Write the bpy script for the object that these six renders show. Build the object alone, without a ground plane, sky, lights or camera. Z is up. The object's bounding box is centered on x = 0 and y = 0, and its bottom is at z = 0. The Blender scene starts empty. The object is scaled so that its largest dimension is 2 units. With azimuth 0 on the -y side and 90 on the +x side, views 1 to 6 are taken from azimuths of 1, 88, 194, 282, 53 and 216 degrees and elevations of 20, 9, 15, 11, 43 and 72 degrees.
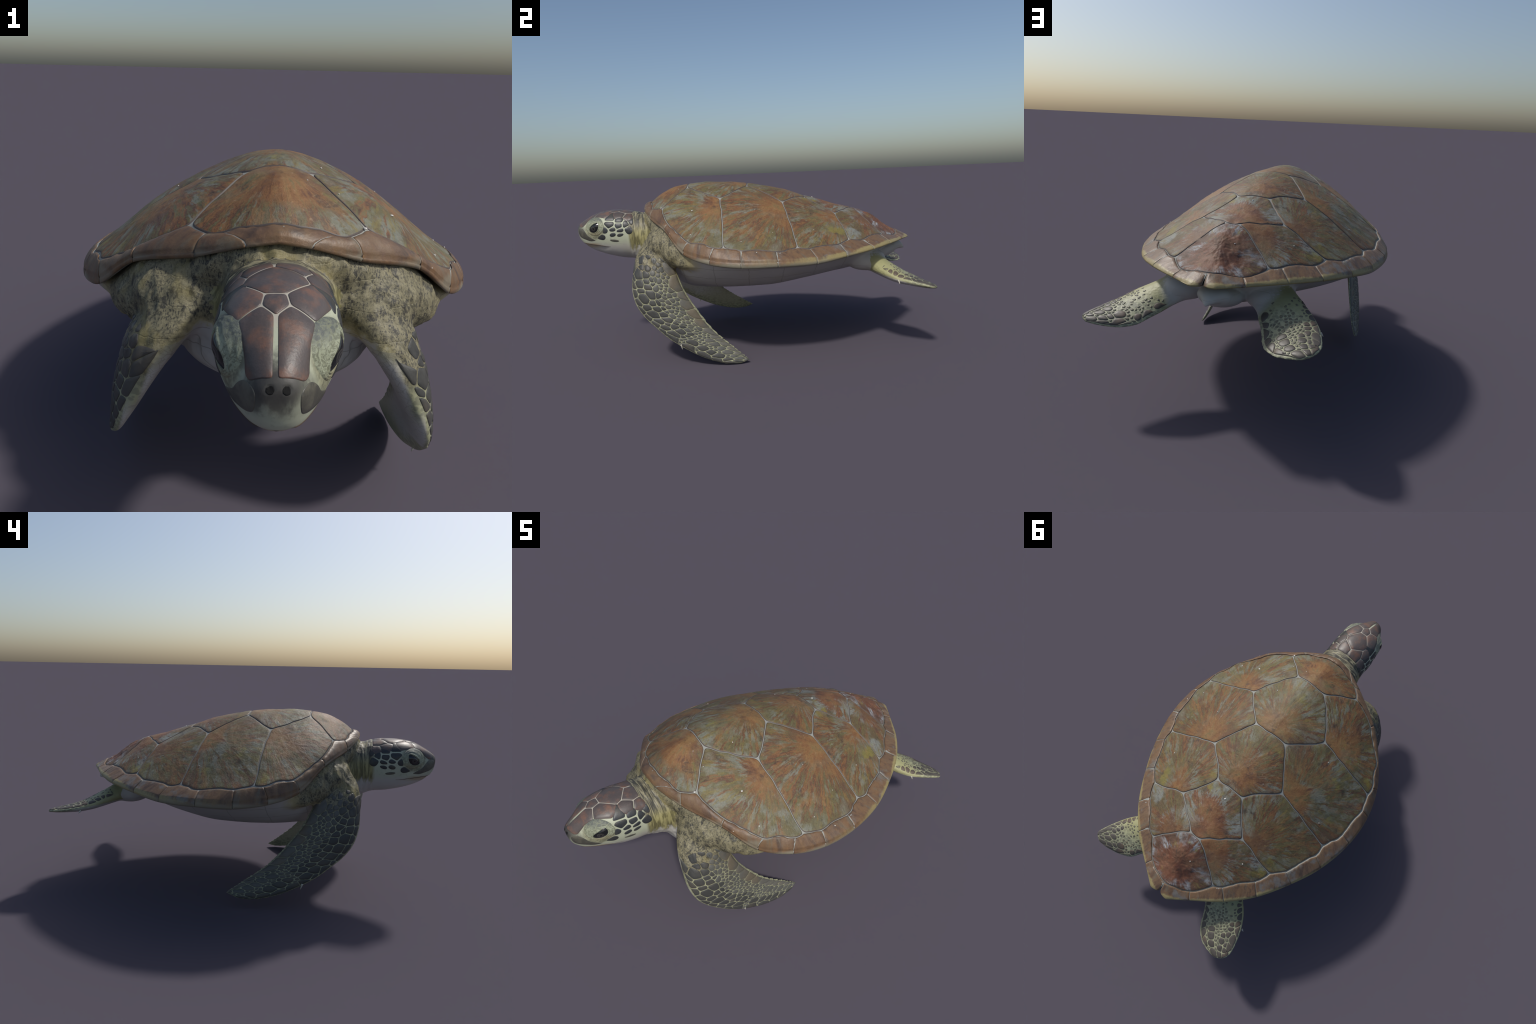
"""A swimming green sea turtle, modelled part by part.

Everything is computed from a few measured control points: the carapace is a thin-plate
surface through the corners of its scutes, each scute a plate of its own; the body is a union
of lofts (torso, neck, head, four limbs, tail) voxel-remeshed into one skin and split into
anatomical regions; limb and head scales are plates laid on that skin.
"""
import bpy, bmesh, math, random
import numpy as np
from mathutils import Vector, noise as mnoise
from mathutils.bvhtree import BVHTree
from mathutils.kdtree import KDTree

RNG = random.Random(7)
NPR = np.random.default_rng(11)
MIRROR = np.array([-1.0, 1.0, 1.0])
V3 = lambda *a: np.array(a, float)


def unit(v):
    v = np.asarray(v, float)
    return v / (np.linalg.norm(v, axis=-1, keepdims=True) + 1e-12)


def fbm(p, scale, octaves=4, seed=0.0):
    """Fractal noise sampled at one point, about -1..1."""
    return mnoise.fractal(Vector((p[0] * scale + seed, p[1] * scale - seed, p[2] * scale + 2 * seed)), 1.0, 2.0, octaves)


# ------------------------------------------------------------------ objects
def link(ob):
    bpy.context.scene.collection.objects.link(ob)
    return ob


def make_mesh(name, verts, faces, smooth=True):
    me = bpy.data.meshes.new(name)
    me.from_pydata([tuple(map(float, v)) for v in verts], [], [tuple(map(int, f)) for f in faces])
    me.validate()
    if smooth:
        me.polygons.foreach_set("use_smooth", [True] * len(me.polygons))
    me.update()
    return me


def add_part(name, mesh, parent, mat=None, loc=(0, 0, 0)):
    ob = link(bpy.data.objects.new(name, mesh))
    ob.location = loc
    ob.parent = parent
    if mat is not None and not mesh.materials:
        mesh.materials.append(mat)
    return ob


def grid_faces(rows, cols, close=False):
    out = []
    for i in range(rows - 1):
        for j in range(cols if close else cols - 1):
            k = (j + 1) % cols
            out.append((i * cols + j, i * cols + k, (i + 1) * cols + k, (i + 1) * cols + j))
    return out


def spline(points, n, closed=False):
    """Natural-looking Catmull-Rom through the points, n samples per span (centripetal)."""
    P = np.asarray(points, float)
    m = len(P)
    out = []
    for i in range(m if closed else m - 1):
        if closed:
            p0, p1, p2, p3 = P[(i - 1) % m], P[i], P[(i + 1) % m], P[(i + 2) % m]
        else:
            p1, p2 = P[i], P[i + 1]
            p0 = P[i - 1] if i else 2 * p1 - p2
            p3 = P[i + 2] if i + 2 < m else 2 * p2 - p1
        d = [max(np.linalg.norm(a - b), 1e-6) ** 0.5 for a, b in ((p1, p0), (p2, p1), (p3, p2))]
        t0, t1 = 0, d[0]
        t2 = t1 + d[1]
        t3 = t2 + d[2]
        for t in np.linspace(t1, t2, n, endpoint=False):
            A1 = (t1 - t) / (t1 - t0) * p0 + (t - t0) / (t1 - t0) * p1
            A2 = (t2 - t) / (t2 - t1) * p1 + (t - t1) / (t2 - t1) * p2
            A3 = (t3 - t) / (t3 - t2) * p2 + (t - t2) / (t3 - t2) * p3
            B1 = (t2 - t) / (t2 - t0) * A1 + (t - t0) / (t2 - t0) * A2
            B2 = (t3 - t) / (t3 - t1) * A2 + (t - t1) / (t3 - t1) * A3
            out.append((t2 - t) / (t2 - t1) * B1 + (t - t1) / (t2 - t1) * B2)
    if not closed:
        out.append(P[-1])
    return np.array(out)


def profile(xs, cols):
    """Smooth 1-D interpolation of several columns over xs (monotone cubic, Fritsch-Carlson)."""
    xs = np.asarray(xs, float)
    C = np.asarray(cols, float)
    if C.ndim == 1:
        C = C[:, None]
    h = np.diff(xs)[:, None]
    d = np.diff(C, axis=0) / h
    m = np.zeros_like(C)
    m[0], m[-1] = d[0], d[-1]
    m[1:-1] = np.where(d[:-1] * d[1:] > 0, 2 * d[:-1] * d[1:] / (d[:-1] + d[1:] + 1e-12), 0)

    def f(x):
        x = np.clip(np.atleast_1d(np.asarray(x, float)), xs[0], xs[-1])
        i = np.clip(np.searchsorted(xs, x) - 1, 0, len(xs) - 2)
        H = (xs[i + 1] - xs[i])[:, None]
        t = ((x - xs[i])[:, None]) / H
        return ((1 + 2 * t) * (1 - t) ** 2) * C[i] + t * (1 - t) ** 2 * H * m[i] + t * t * (3 - 2 * t) * C[i + 1] + t * t * (t - 1) * H * m[i + 1]

    return f


def thin_plate(pts, vals, smooth=1e-5):
    pts, vals = np.asarray(pts, float), np.asarray(vals, float)
    n = len(pts)

    def k(r2):
        return 0.5 * r2 * np.log(r2 + 1e-12)

    K = k(((pts[:, None] - pts[None]) ** 2).sum(-1)) + smooth * np.eye(n)
    Q = np.c_[np.ones(n), pts]
    A = np.block([[K, Q], [Q.T, np.zeros((3, 3))]])
    w = np.linalg.solve(A, np.r_[vals, 0, 0, 0])

    def f(x, y):
        x, y = np.atleast_1d(x).astype(float), np.atleast_1d(y).astype(float)
        r2 = (x[:, None] - pts[:, 0]) ** 2 + (y[:, None] - pts[:, 1]) ** 2
        return k(r2) @ w[:n] + w[n] + w[n + 1] * x + w[n + 2] * y

    return f


# ================================================================== CARAPACE: measured points
# inner corners of the marginal scutes, left side, nuchal to tail
INNER = [V3(0, -.566, .859), V3(.139, -.541, .819), V3(.164, -.531, .815), V3(.350, -.428, .743), V3(.486, -.319, .662), V3(.548, -.190, .639), V3(.576, -.062, .622),
         V3(.568, .107, .608), V3(.523, .278, .607), V3(.453, .439, .6115), V3(.359, .577, .616), V3(.247, .700, .617), V3(.127, .815, .607), V3(0, .861, .622)]
# rim of the shell at the same seams
RIM = [V3(0, -.608, .830), V3(.072, -.600, .817), V3(.193, -.550, .775), V3(.360, -.452, .723), V3(.482, -.351, .622), V3(.571, -.219, .588), V3(.618, -.064, .574),
       V3(.622, .113, .571), V3(.579, .307, .565), V3(.506, .467, .573), V3(.406, .629, .584), V3(.292, .749, .590), V3(.150, .852, .589), V3(.027, .937, .5875)]
RIM_THICK = [.012, .012, .014, .017, .024, .033, .037, .036, .031, .022, .016, .012, .010, .008]
NOTCH = V3(-.004, .907, .590)
# corners between vertebral, costal and marginal scutes
V12, V2C, V23, V3C = V3(.0815, -.3495, .9255), V3(.230, -.163, .863), V3(.090, -.0135, .9195), V3(.2165, .1725, .8285)
V34, V4C, V45 = V3(.077, .312, .845), V3(.194, .462, .757), V3(.026, .5915, .7635)
IN0, C12, C23, C34, C45 = V3(.212, -.479, .8185), V3(.550, -.145, .638), V3(.523, .217, .617), V3(.392, .500, .6285), V3(.205, .723, .621)
RIDGE = [(-.596, .834), (-.530, .883), (-.45, .928), (-.36, .948), (-.236, .955), (-.10, .948), (0, .937), (.10, .917), (.188, .897), (.321, .852), (.42, .822), (.50, .795),
         (.584, .768), (.657, .727), (.72, .697), (.80, .652)]

_p = []
for q in INNER[1:] + [V12, V2C, V23, V3C, V34, V4C, V45, IN0, C12, C23, C34, C45]:
    _p += [q, q * MIRROR] if abs(q[0]) > 1e-6 else [q]
for q in [V3(.31, -.309, .805), V3(.44, -.311, .696), V3(.343, .061, .783), V3(.398, .316, .684), V3(.518, -.059, .658), V3(.261, .612, .653), V3(.121, -.225, .913), V3(.399, -.419, .699)]:
    _p += [q, q * MIRROR]        # flank readings on the costal scutes
_p += [V3(0, y, z - .006) for y, z in RIDGE]
_p = np.array(_p)
_plate = thin_plate(_p[:, :2], _p[:, 2])


def SHELL_Z(x, y):
    """Height of the carapace over plan position, with the knob on the last vertebral."""
    x, y = np.atleast_1d(x), np.atleast_1d(y)
    g = lambda cx, cy, sx, sy: np.exp(-((x - cx) / sx) ** 2 - ((y - cy) / sy) ** 2)
    ax = abs(x)
    knob = .012 * g(.012, .70, .040, .065) + .012 * g(0, .69, .085, .09) - .007 * g(-.085, .775, .045, .06)
    uneven = .014 * g(-.41, -.12, .11, .19)
    both = -.009 * np.exp(-((ax - .085) / .06) ** 2 - ((y + .43) / .06) ** 2) + .012 * np.exp(-((ax - .25) / .08) ** 2 - ((y - .675) / .07) ** 2) - .011 * np.exp(-((ax - .13) / .08) ** 2 - ((y - .40) / .13) ** 2)
    return _plate(x, y) + knob + uneven + both



def shell_point(x, y, dz=0.0):
    x, y = np.atleast_1d(x), np.atleast_1d(y)
    return np.c_[x, y, SHELL_Z(x, y) + dz]


# ================================================================== MATERIAL TOOLS
class Tree:
    """Small helper that chains shader nodes."""

    def __init__(self, name):
        self.mat = bpy.data.materials.new(name)
        self.mat.use_nodes = True
        self.t = self.mat.node_tree
        self.t.nodes.clear()
        self.out = self.n("ShaderNodeOutputMaterial")
        self.b = self.n("ShaderNodeBsdfPrincipled")
        self.t.links.new(self.b.outputs[0], self.out.inputs[0])
        self.coord = self.n("ShaderNodeTexCoord").outputs["Object"]

    def n(self, kind, **kw):
        nd = self.t.nodes.new(kind)
        for k, v in kw.items():
            setattr(nd, k, v)
        return nd

    def put(self, sock, v):
        if hasattr(v, "node"):
            self.t.links.new(v, sock)
        else:
            if sock.type == "RGBA" and len(v) == 3:
                v = (*v, 1)
            sock.default_value = v

    def math(self, op, a, b=0.0, c=0.0, clamp=False):
        nd = self.n("ShaderNodeMath", operation=op, use_clamp=clamp)
        for s, v in zip(nd.inputs, (a, b, c)):
            self.put(s, v)
        return nd.outputs[0]

    def vmath(self, op, a, b=(0, 0, 0)):
        nd = self.n("ShaderNodeVectorMath", operation=op)
        self.put(nd.inputs[0], a)
        if op == "SCALE":
            self.put(nd.inputs["Scale"], b)
        else:
            self.put(nd.inputs[1], b)
        return nd.outputs["Value"] if op in ("LENGTH", "DOT_PRODUCT", "DISTANCE") else nd.outputs[0]

    def xyz(self, v):
        nd = self.n("ShaderNodeSeparateXYZ")
        self.put(nd.inputs[0], v)
        return nd.outputs

    def combine(self, x, y, z):
        nd = self.n("ShaderNodeCombineXYZ")
        for s, v in zip(nd.inputs, (x, y, z)):
            self.put(s, v)
        return nd.outputs[0]

    def scale(self, v, s):
        nd = self.n("ShaderNodeMapping")
        self.put(nd.inputs["Vector"], v)
        nd.inputs["Scale"].default_value = s if hasattr(s, "__len__") else (s, s, s)
        return nd.outputs[0]

    def noise(self, v, s, detail=4.0, rough=0.55, dist=0.0):
        nd = self.n("ShaderNodeTexNoise")
        self.put(nd.inputs["Vector"], v)
        nd.inputs["Scale"].default_value = s
        nd.inputs["Detail"].default_value = detail
        nd.inputs["Roughness"].default_value = rough
        nd.inputs["Distortion"].default_value = dist
        return nd.outputs["Fac"]

    def voronoi(self, v, s, feature="F1", rand=1.0):
        nd = self.n("ShaderNodeTexVoronoi", feature=feature)
        self.put(nd.inputs["Vector"], v)
        nd.inputs["Scale"].default_value = s
        nd.inputs["Randomness"].default_value = rand
        return nd.outputs["Distance"]

    def step(self, x, a, b):
        """0 below a, 1 above b, smooth between (a may exceed b)."""
        nd = self.n("ShaderNodeMapRange", interpolation_type="SMOOTHSTEP")
        self.put(nd.inputs["Value"], x)
        nd.inputs["From Min"].default_value, nd.inputs["From Max"].default_value = min(a, b), max(a, b)
        nd.inputs["To Min"].default_value, nd.inputs["To Max"].default_value = (0, 1) if a < b else (1, 0)
        return nd.outputs["Result"]

    def mix(self, f, a, b, blend="MIX"):
        nd = self.n("ShaderNodeMix", data_type="RGBA", blend_type=blend)
        self.put(nd.inputs[0], f)
        self.put(nd.inputs[6], a)
        self.put(nd.inputs[7], b)
        return nd.outputs[2]

    def ramp(self, f, stops):
        nd = self.n("ShaderNodeValToRGB")
        self.put(nd.inputs[0], f)
        e = nd.color_ramp.elements
        while len(e) < len(stops):
            e.new(0.5)
        for el, (p, c) in zip(e, stops):
            el.position, el.color = p, (*c, 1)
        return nd.outputs[0]

    def mul(self, *a):
        o = a[0]
        for b in a[1:]:
            o = self.math("MULTIPLY", o, b)
        return o

    def finish(self, color, rough=0.6, bump=None, strength=0.3, distance=0.003, spec=0.4):
        self.put(self.b.inputs["Base Color"], color)
        self.put(self.b.inputs["Roughness"], rough)
        self.put(self.b.inputs["Specular IOR Level"], spec)
        if bump is not None:
            nd = self.n("ShaderNodeBump")
            nd.inputs["Strength"].default_value = strength
            nd.inputs["Distance"].default_value = distance
            self.put(nd.inputs["Height"], bump)
            self.put(self.b.inputs["Normal"], nd.outputs[0])
        return self.mat


# ------------------------------------------------------------------ colours of the shell
def scute_material(name, rust, amber, olive, slate, slate_amount, fleck=0.5, slate_from=.570, washes=.5):
    """Horn plate: streaks raying out of the growth centre, which is the object's origin."""
    T = Tree(name)
    p = T.coord
    info = T.n("ShaderNodeObjectInfo").outputs["Random"]
    shift = T.combine(T.math("MULTIPLY", info, 37.0), T.math("MULTIPLY", info, 11.0), 0.0)
    flat = T.vmath("MULTIPLY", p, (1, 1, 0.35))
    r = T.vmath("LENGTH", flat)
    wn = T.n("ShaderNodeTexNoise")
    wn.inputs["Scale"].default_value = 14.0
    warp = T.vmath("SCALE", T.vmath("SUBTRACT", wn.outputs["Color"], (0.5, 0.5, 0.5)), 0.014)
    d = T.vmath("NORMALIZE", T.vmath("ADD", flat, warp))
    ray = T.vmath("ADD", T.vmath("ADD", d, T.vmath("SCALE", d, T.math("MULTIPLY", r, 0.8))), shift)
    away = T.step(r, 0.02, 0.11)
    flatn = T.n("ShaderNodeNewGeometry").outputs["Position"]

    def rays(s, det, rough, calm):
        return T.math("ADD", T.mul(T.noise(ray, s, det, rough), away), T.mul(T.noise(flatn, calm, det, rough), T.math("SUBTRACT", 1.0, away)))

    broad = rays(2.6, 4, 0.6, 9)
    fine = rays(8.0, 5, 0.65, 16)
    hair = rays(30.0, 4, 0.7, 40)
    world = T.n("ShaderNodeNewGeometry").outputs["Position"]
    cloud = T.noise(world, 5.5, 4, 0.6)
    cloud2 = T.noise(T.vmath("ADD", world, (3, 1, 7)), 11.0, 5, 0.6)
    grain = T.noise(world, 150.0, 3, 0.7)
    dark = tuple(c * .42 for c in rust)
    gold = (amber[0] * 1.15, amber[1] * 1.3, amber[2] * 1.3)
    bloom = T.noise(T.vmath("ADD", world, (5, 2, 1)), 4.2, 3, 0.5)
    wob = T.math("ADD", T.mul(T.math("SUBTRACT", fine, .5), .30), T.mul(T.math("SUBTRACT", bloom, .5), .30))
    far = T.step(T.math("ADD", r, T.math("ADD", wob, T.mul(T.math("SUBTRACT", cloud, .5), .45))), 0.045, 0.150)
    # round the growth centre: amber and rust clouds, some olive
    near_c = T.ramp(T.math("ADD", T.mul(cloud2, .5), T.mul(fine, .5)), [(0.36, rust), (0.46, amber), (0.54, gold), (0.62, olive)])
    # outer part: rays of olive, slate and rust
    grey = T.mix(T.step(cloud2, .40, .58), slate, olive)
    ray_c = T.ramp(T.math("ADD", T.mul(fine, .9), T.mul(cloud, .1)), [(0.35, rust), (0.42, olive), (0.49, rust), (0.55, amber), (0.62, olive)])
    rayfac = T.math("ADD", T.mul(T.noise(T.vmath("ADD", ray, (7, 1, 3)), 9.0, 5, .65), .8), T.mul(bloom, .40))
    ray_c = T.mix(T.mul(T.step(rayfac, slate_from, slate_from + .07), slate_amount), ray_c, grey)
    col = T.mix(far, near_c, ray_c)
    col = T.mix(T.mul(T.step(T.math("ADD", T.mul(cloud, .6), T.mul(broad, .4)), 0.52, 0.60), 0.55), col, T.mix(T.step(fine, .40, .56), olive, gold))
    # broad uneven washes that ignore the rays
    wash = T.noise(T.vmath("ADD", world, (11, 3, 8)), 4.5, 5, .6)
    wash2 = T.noise(T.vmath("ADD", world, (1, 13, 5)), 5.5, 5, .6)
    col = T.mix(T.mul(T.step(wash, .52, .62), .6 * washes), col, (.150, .128, .062))
    col = T.mix(T.mul(T.step(wash2, .54, .64), .55 * washes), col, (.150, .150, .118))
    col = T.mix(T.mul(T.step(wash2, .44, .34), .5), col, (.105, .066, .046))
    rays2 = T.mul(T.step(T.noise(T.vmath("ADD", ray, (4, 4, 4)), 10.0, 4, .65), .55, .63), T.step(r, .03, .10), .6)
    col = T.mix(rays2, col, T.mix(T.step(bloom, .44, .54), amber, (.172, .142, .050)))
    col = T.mix(T.mul(T.step(hair, 0.54, 0.70), 0.45), col, dark)
    col = T.mix(T.mul(T.step(T.noise(world, 13, 6, 0.72), 0.55, 0.70), 0.65), col, (.045, .038, .034))
    col = T.mix(T.mul(T.step(T.noise(T.vmath("ADD", world, (9, 9, 9)), 48, 5, 0.75), 0.60, 0.72), fleck), col, (.30, .225, .15))
    col = T.mix(T.mul(T.step(T.noise(T.vmath("ADD", world, (2, 8, 4)), 7, 4, 0.6), 0.60, 0.70), .5), col, (.21, .19, .045))
    gm = T.n("ShaderNodeGamma")
    T.put(gm.inputs[0], col)
    gm.inputs[1].default_value = 1.18
    col = gm.outputs[0]
    val = T.math("MULTIPLY", T.math("ADD", 0.66, T.mul(grain, 0.68)), 1.40)
    col = T.mix(1.0, col, T.combine(val, val, val), "MULTIPLY")
    bump = T.math("ADD", T.math("ADD", T.mul(hair, 0.5), T.mul(T.noise(world, 55, 5, 0.7), 0.8)), T.mul(grain, 0.25))
    return T.finish(col, T.math("ADD", 0.44, T.mul(cloud2, 0.28)), bump, 0.62, 0.004, 0.40)


def marginal_material():
    T = Tree("marginal_horn")
    x, y, z = T.xyz(T.coord)      # local frame: x along the rim, y outward, origin on the rim
    world = T.n("ShaderNodeNewGeometry").outputs["Position"]
    wx, wy, wz = T.xyz(world)
    stretched = T.combine(T.math("ADD", T.mul(x, 3.0), T.mul(wx, 2.0)), T.mul(y, 0.8), wy)
    n1 = T.noise(stretched, 14, 5, 0.65)
    n2 = T.noise(world, 9, 4, 0.6)
    grain = T.noise(world, 150.0, 3, 0.7)
    col = T.ramp(n1, [(0.30, (.070, .046, .033)), (0.46, (.132, .078, .045)), (0.60, (.160, .100, .054)), (0.75, (.088, .062, .044))])
    col = T.mix(T.mul(T.step(n2, 0.54, 0.64), T.step(wy, -.1, .2), 0.6), col, (.17, .18, .175))
    col = T.mix(T.mul(T.step(T.noise(world, 40, 4, 0.7), 0.58, 0.72), 0.5), col, (.10, .055, .05))
    col = T.mix(T.mul(T.step(T.noise(T.vmath("ADD", world, (1, 6, 3)), 16, 5, .65), .50, .62), .65), col, (.185, .105, .050))
    col = T.mix(T.mul(T.step(T.noise(T.vmath("ADD", stretched, (7, 6, 3)), 8, 5, .7), .54, .64), .55), col, (.135, .128, .095))
    # straw-coloured lip, wide at the stern
    lip = T.math("ADD", T.math("ADD", y, T.mul(T.step(wy, .15, .75), 0.009)), T.mul(T.math("SUBTRACT", n1, 0.5), 0.02))
    col = T.mix(T.mul(T.step(lip, -0.007, 0.004), T.math("ADD", T.mul(T.step(wy, -.15, .15), .35), T.mul(T.step(wy, .1, .4), .60))), col, (.285, .235, .105))
    val = T.math("ADD", 0.76, T.mul(grain, 0.48))
    col = T.mix(1.0, col, T.combine(val, val, val), "MULTIPLY")
    # pale horn rolled under
    col = T.mix(T.mul(T.step(T.math("ADD", z, T.mul(n1, .014)), 0.004, -0.016), T.math("ADD", .45, T.mul(T.step(wy, -.40, -.22), .45))), col, (.235, .222, .165))
    bump = T.math("ADD", T.noise(world, 60, 5, 0.7), T.mul(grain, 0.3))
    return T.finish(col, 0.45, bump, 0.3, 0.004, 0.45)


def plain_material(name, c, rough=0.5, scale=30.0, amount=0.25, spec=0.4):
    T = Tree(name)
    n = T.noise(T.n("ShaderNodeNewGeometry").outputs["Position"], scale, 4, 0.6)
    v = T.math("ADD", 1 - amount / 2, T.mul(n, amount))
    return T.finish(T.mix(1.0, c, T.combine(v, v, v), "MULTIPLY"), rough, n, 0.15, 0.002, spec)


# ================================================================== SCUTES
GAP = 0.0019
_edges = {}


def seam(a, b):
    """Shared wavy seam in plan between two corners; the same from both sides."""
    if a[0] + b[0] < -1e-6:                 # the right side mirrors the left
        return seam(np.asarray(a) * MIRROR, np.asarray(b) * MIRROR) * (-1, 1)
    ka, kb = tuple(np.round(a, 4)), tuple(np.round(b, 4))
    key = (min(ka, kb), max(ka, kb))
    if key not in _edges:
        p, q = np.array(key[0][:2]), np.array(key[1][:2])
        d = q - p
        L = np.linalg.norm(d)
        nrm = np.array([-d[1], d[0]]) / L
        n = max(6, int(L / 0.009))
        t = np.linspace(0, 1, n + 1)
        bow = RNG.uniform(-.035, .035) * L
        w = np.array([fbm((p[0] * 3 + d[0] * s * 3, p[1] * 3 + d[1] * s * 3, 0), 5.0, 3, 3.3) for s in t])
        off = np.sin(np.pi * t) * (bow + w * .012 * min(1, L / .12))
        _edges[key] = p + d * t[:, None] + nrm * off[:, None]
    e = _edges[key]
    return (e if key[0] == ka else e[::-1])[:-1]


def poly_plate(loop, centre, height, rings=18, depth=.008, wrinkle=.0016, crown=.003, seed=0.0, edge=.007, round_it=True):
    """Plate over a closed plan outline. height(x, y) -> z; returns world vertices and faces."""
    loop = np.asarray(loop, float)
    N = len(loop)
    if round_it:
        for _ in range(2):
            loop = .25 * np.roll(loop, 1, 0) + .5 * loop + .25 * np.roll(loop, -1, 0)
    tang = unit(np.roll(loop, -1, 0) - np.roll(loop, 1, 0))
    inn = np.c_[-tang[:, 1], tang[:, 0]]
    area = .5 * np.sum(loop[:, 0] * np.roll(loop[:, 1], -1) - np.roll(loop[:, 0], -1) * loop[:, 1])
    if area < 0:
        inn = -inn
    top = loop + inn * GAP
    for _ in range(2):
        top = .25 * np.roll(top, 1, 0) + .5 * top + .25 * np.roll(top, -1, 0)
    to = unit(centre - top)
    rows = [(top - to * .0006, -depth), (top, -.0008), (top + to * edge * .35, .0008), (top + to * edge, crown * .6)]
    base = rows[-1][0]
    for f in np.linspace(0, 1, rings + 1)[1:-1]:
        rows.append((base * (1 - f) + centre * f, crown * (.6 + .4 * min(1, f * 2.5))))
    V = []
    for k, (xy, dz) in enumerate(rows):
        z = height(xy[:, 0], xy[:, 1]) + dz
        for (x, y), zz in zip(xy, z):
            if k >= 3:
                d = np.array([x - centre[0], y - centre[1]])
                r = np.linalg.norm(d) + 1e-6
                u = d / r
                zz += wrinkle * (.55 * min(1, r / .12) * fbm((u[0] * 1.2, u[1] * 1.2, r), 5.0, 3, seed) + fbm((x, y, zz), 22.0, 4, seed) + .35 * fbm((x, y, zz), 70.0, 3, seed))
            V.append((x, y, zz))
    c = height(np.array([centre[0]]), np.array([centre[1]]))[0] + crown
    V.append((centre[0], centre[1], c))
    F = grid_faces(len(rows), N, close=True)
    last = (len(rows) - 1) * N
    F += [(last + j, last + (j + 1) % N, len(V) - 1) for j in range(N)]
    if area < 0:
        F = [f[::-1] for f in F]
    return np.array(V), F


turtle = link(bpy.data.objects.new("sea_turtle", None))
turtle["label"] = "green sea turtle swimming, brown streaked shell, scaled flippers"
turtle["category"] = "sea turtle"

RUST, AMBER, OLIVE, SLATE = (.105, .056, .036), (.182, .097, .044), (.122, .110, .055), (.172, .182, .150)
MAT_SCUTE = scute_material("scute_horn", RUST, AMBER, OLIVE, SLATE, 0.85)
MAT_STERN = scute_material("stern_horn", (.105, .048, .034), (.150, .068, .040), (.112, .070, .046), (.25, .27, .285), 0.95, slate_from=.520, washes=.15)
MAT_REAR = scute_material("rear_horn", (.108, .053, .036), (.172, .086, .042), (.120, .098, .052), (.195, .208, .190), .9, slate_from=.550, washes=.35)
MAT_MARGIN = marginal_material()
MAT_EDGE_SHADOW = plain_material("scute_edge_painted_shadow", (.085, .068, .060), 0.5, 60, .4)  # dark brown paints the thin shadow line along each seam
MAT_SEAM = plain_material("seam_tissue", (.285, .290, .262), 0.6, 60, .5)

# ---- base shell under the scutes, showing as pale seams
_half = np.array(INNER)


def full_ring(pts):
    return [p for p in pts] + [p * MIRROR for p in pts[-2:0:-1]]


INNER_LINE = [INNER[0], INNER[1], INNER[2], IN0, *INNER[3:6], C12, INNER[6], INNER[7], C23, INNER[8], INNER[9], C34, INNER[10], INNER[11], C45, INNER[12], INNER[13]]
ring = full_ring(INNER_LINE)
outline = []
for a, b in zip(ring, ring[1:] + ring[:1]):
    outline += list(seam(a, b))
outline = np.array(outline)
centre = np.array([0, .12])
RINGS = 46
rows = [centre + (outline - centre) * f for f in np.linspace(1.004, .02, RINGS)]
XY = np.concatenate(rows)
Vb = np.c_[XY, SHELL_Z(XY[:, 0], XY[:, 1]) - .0026]
under = np.c_[XY, SHELL_Z(XY[:, 0], XY[:, 1]) - .022]
n = len(outline)
Fb = grid_faces(RINGS, n, close=True) + [tuple((RINGS - 1) * n + j for j in range(n))]
off = len(Vb)
Fb = Fb + [tuple(i + off for i in f[::-1]) for f in Fb] + [((j + 1) % n, j, off + j, off + (j + 1) % n) for j in range(n)]
carapace = add_part("carapace", make_mesh("carapace", np.r_[Vb, under], Fb), turtle, MAT_SEAM)


def build_scute(name, corners, areola, mat, parent, **kw):
    loop = []
    for a, b in zip(corners, corners[1:] + corners[:1]):
        loop += list(seam(a, b))
    loop = np.array(loop)
    c = loop.mean(0)
    V, F = poly_plate(loop, c, SHELL_Z, seed=RNG.uniform(0, 50), **kw)
    o = V3(areola[0], areola[1], SHELL_Z(areola[0], areola[1])[0])
    me = make_mesh(name, V - o, F)
    me.materials.append(mat)
    me.materials.append(MAT_EDGE_SHADOW)
    n = len(loop)
    me.polygons.foreach_set("material_index", [1 if i < 2 * n else 0 for i in range(len(me.polygons))])
    return add_part(name, me, parent, None, o)


def lr(p):
    return p * MIRROR


M = INNER
L = lambda a, b, t: (1 - t) * np.asarray(a)[:2] + t * np.asarray(b)[:2]
build_scute("vertebral_scute", [V12, IN0, M[2], M[1], M[0], lr(M[1]), lr(M[2]), lr(IN0), lr(V12)], (0, -.37), MAT_SCUTE, carapace, rings=26)
build_scute("vertebral_scute", [V12, V2C, V23, lr(V23), lr(V2C), lr(V12)], (0, -.06), MAT_SCUTE, carapace, rings=26)
build_scute("vertebral_scute", [V23, V3C, V34, lr(V34), lr(V3C), lr(V23)], (0, .26), MAT_SCUTE, carapace, rings=26)
build_scute("vertebral_scute", [V34, V4C, V45, lr(V45), lr(V4C), lr(V34)], (0, .555), MAT_REAR, carapace, rings=26)
build_scute("vertebral_scute", [V45, C45, M[12], M[13], lr(M[12]), lr(C45), lr(V45)], (-.01, .775), MAT_STERN, carapace, rings=34, wrinkle=.0048)
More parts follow.
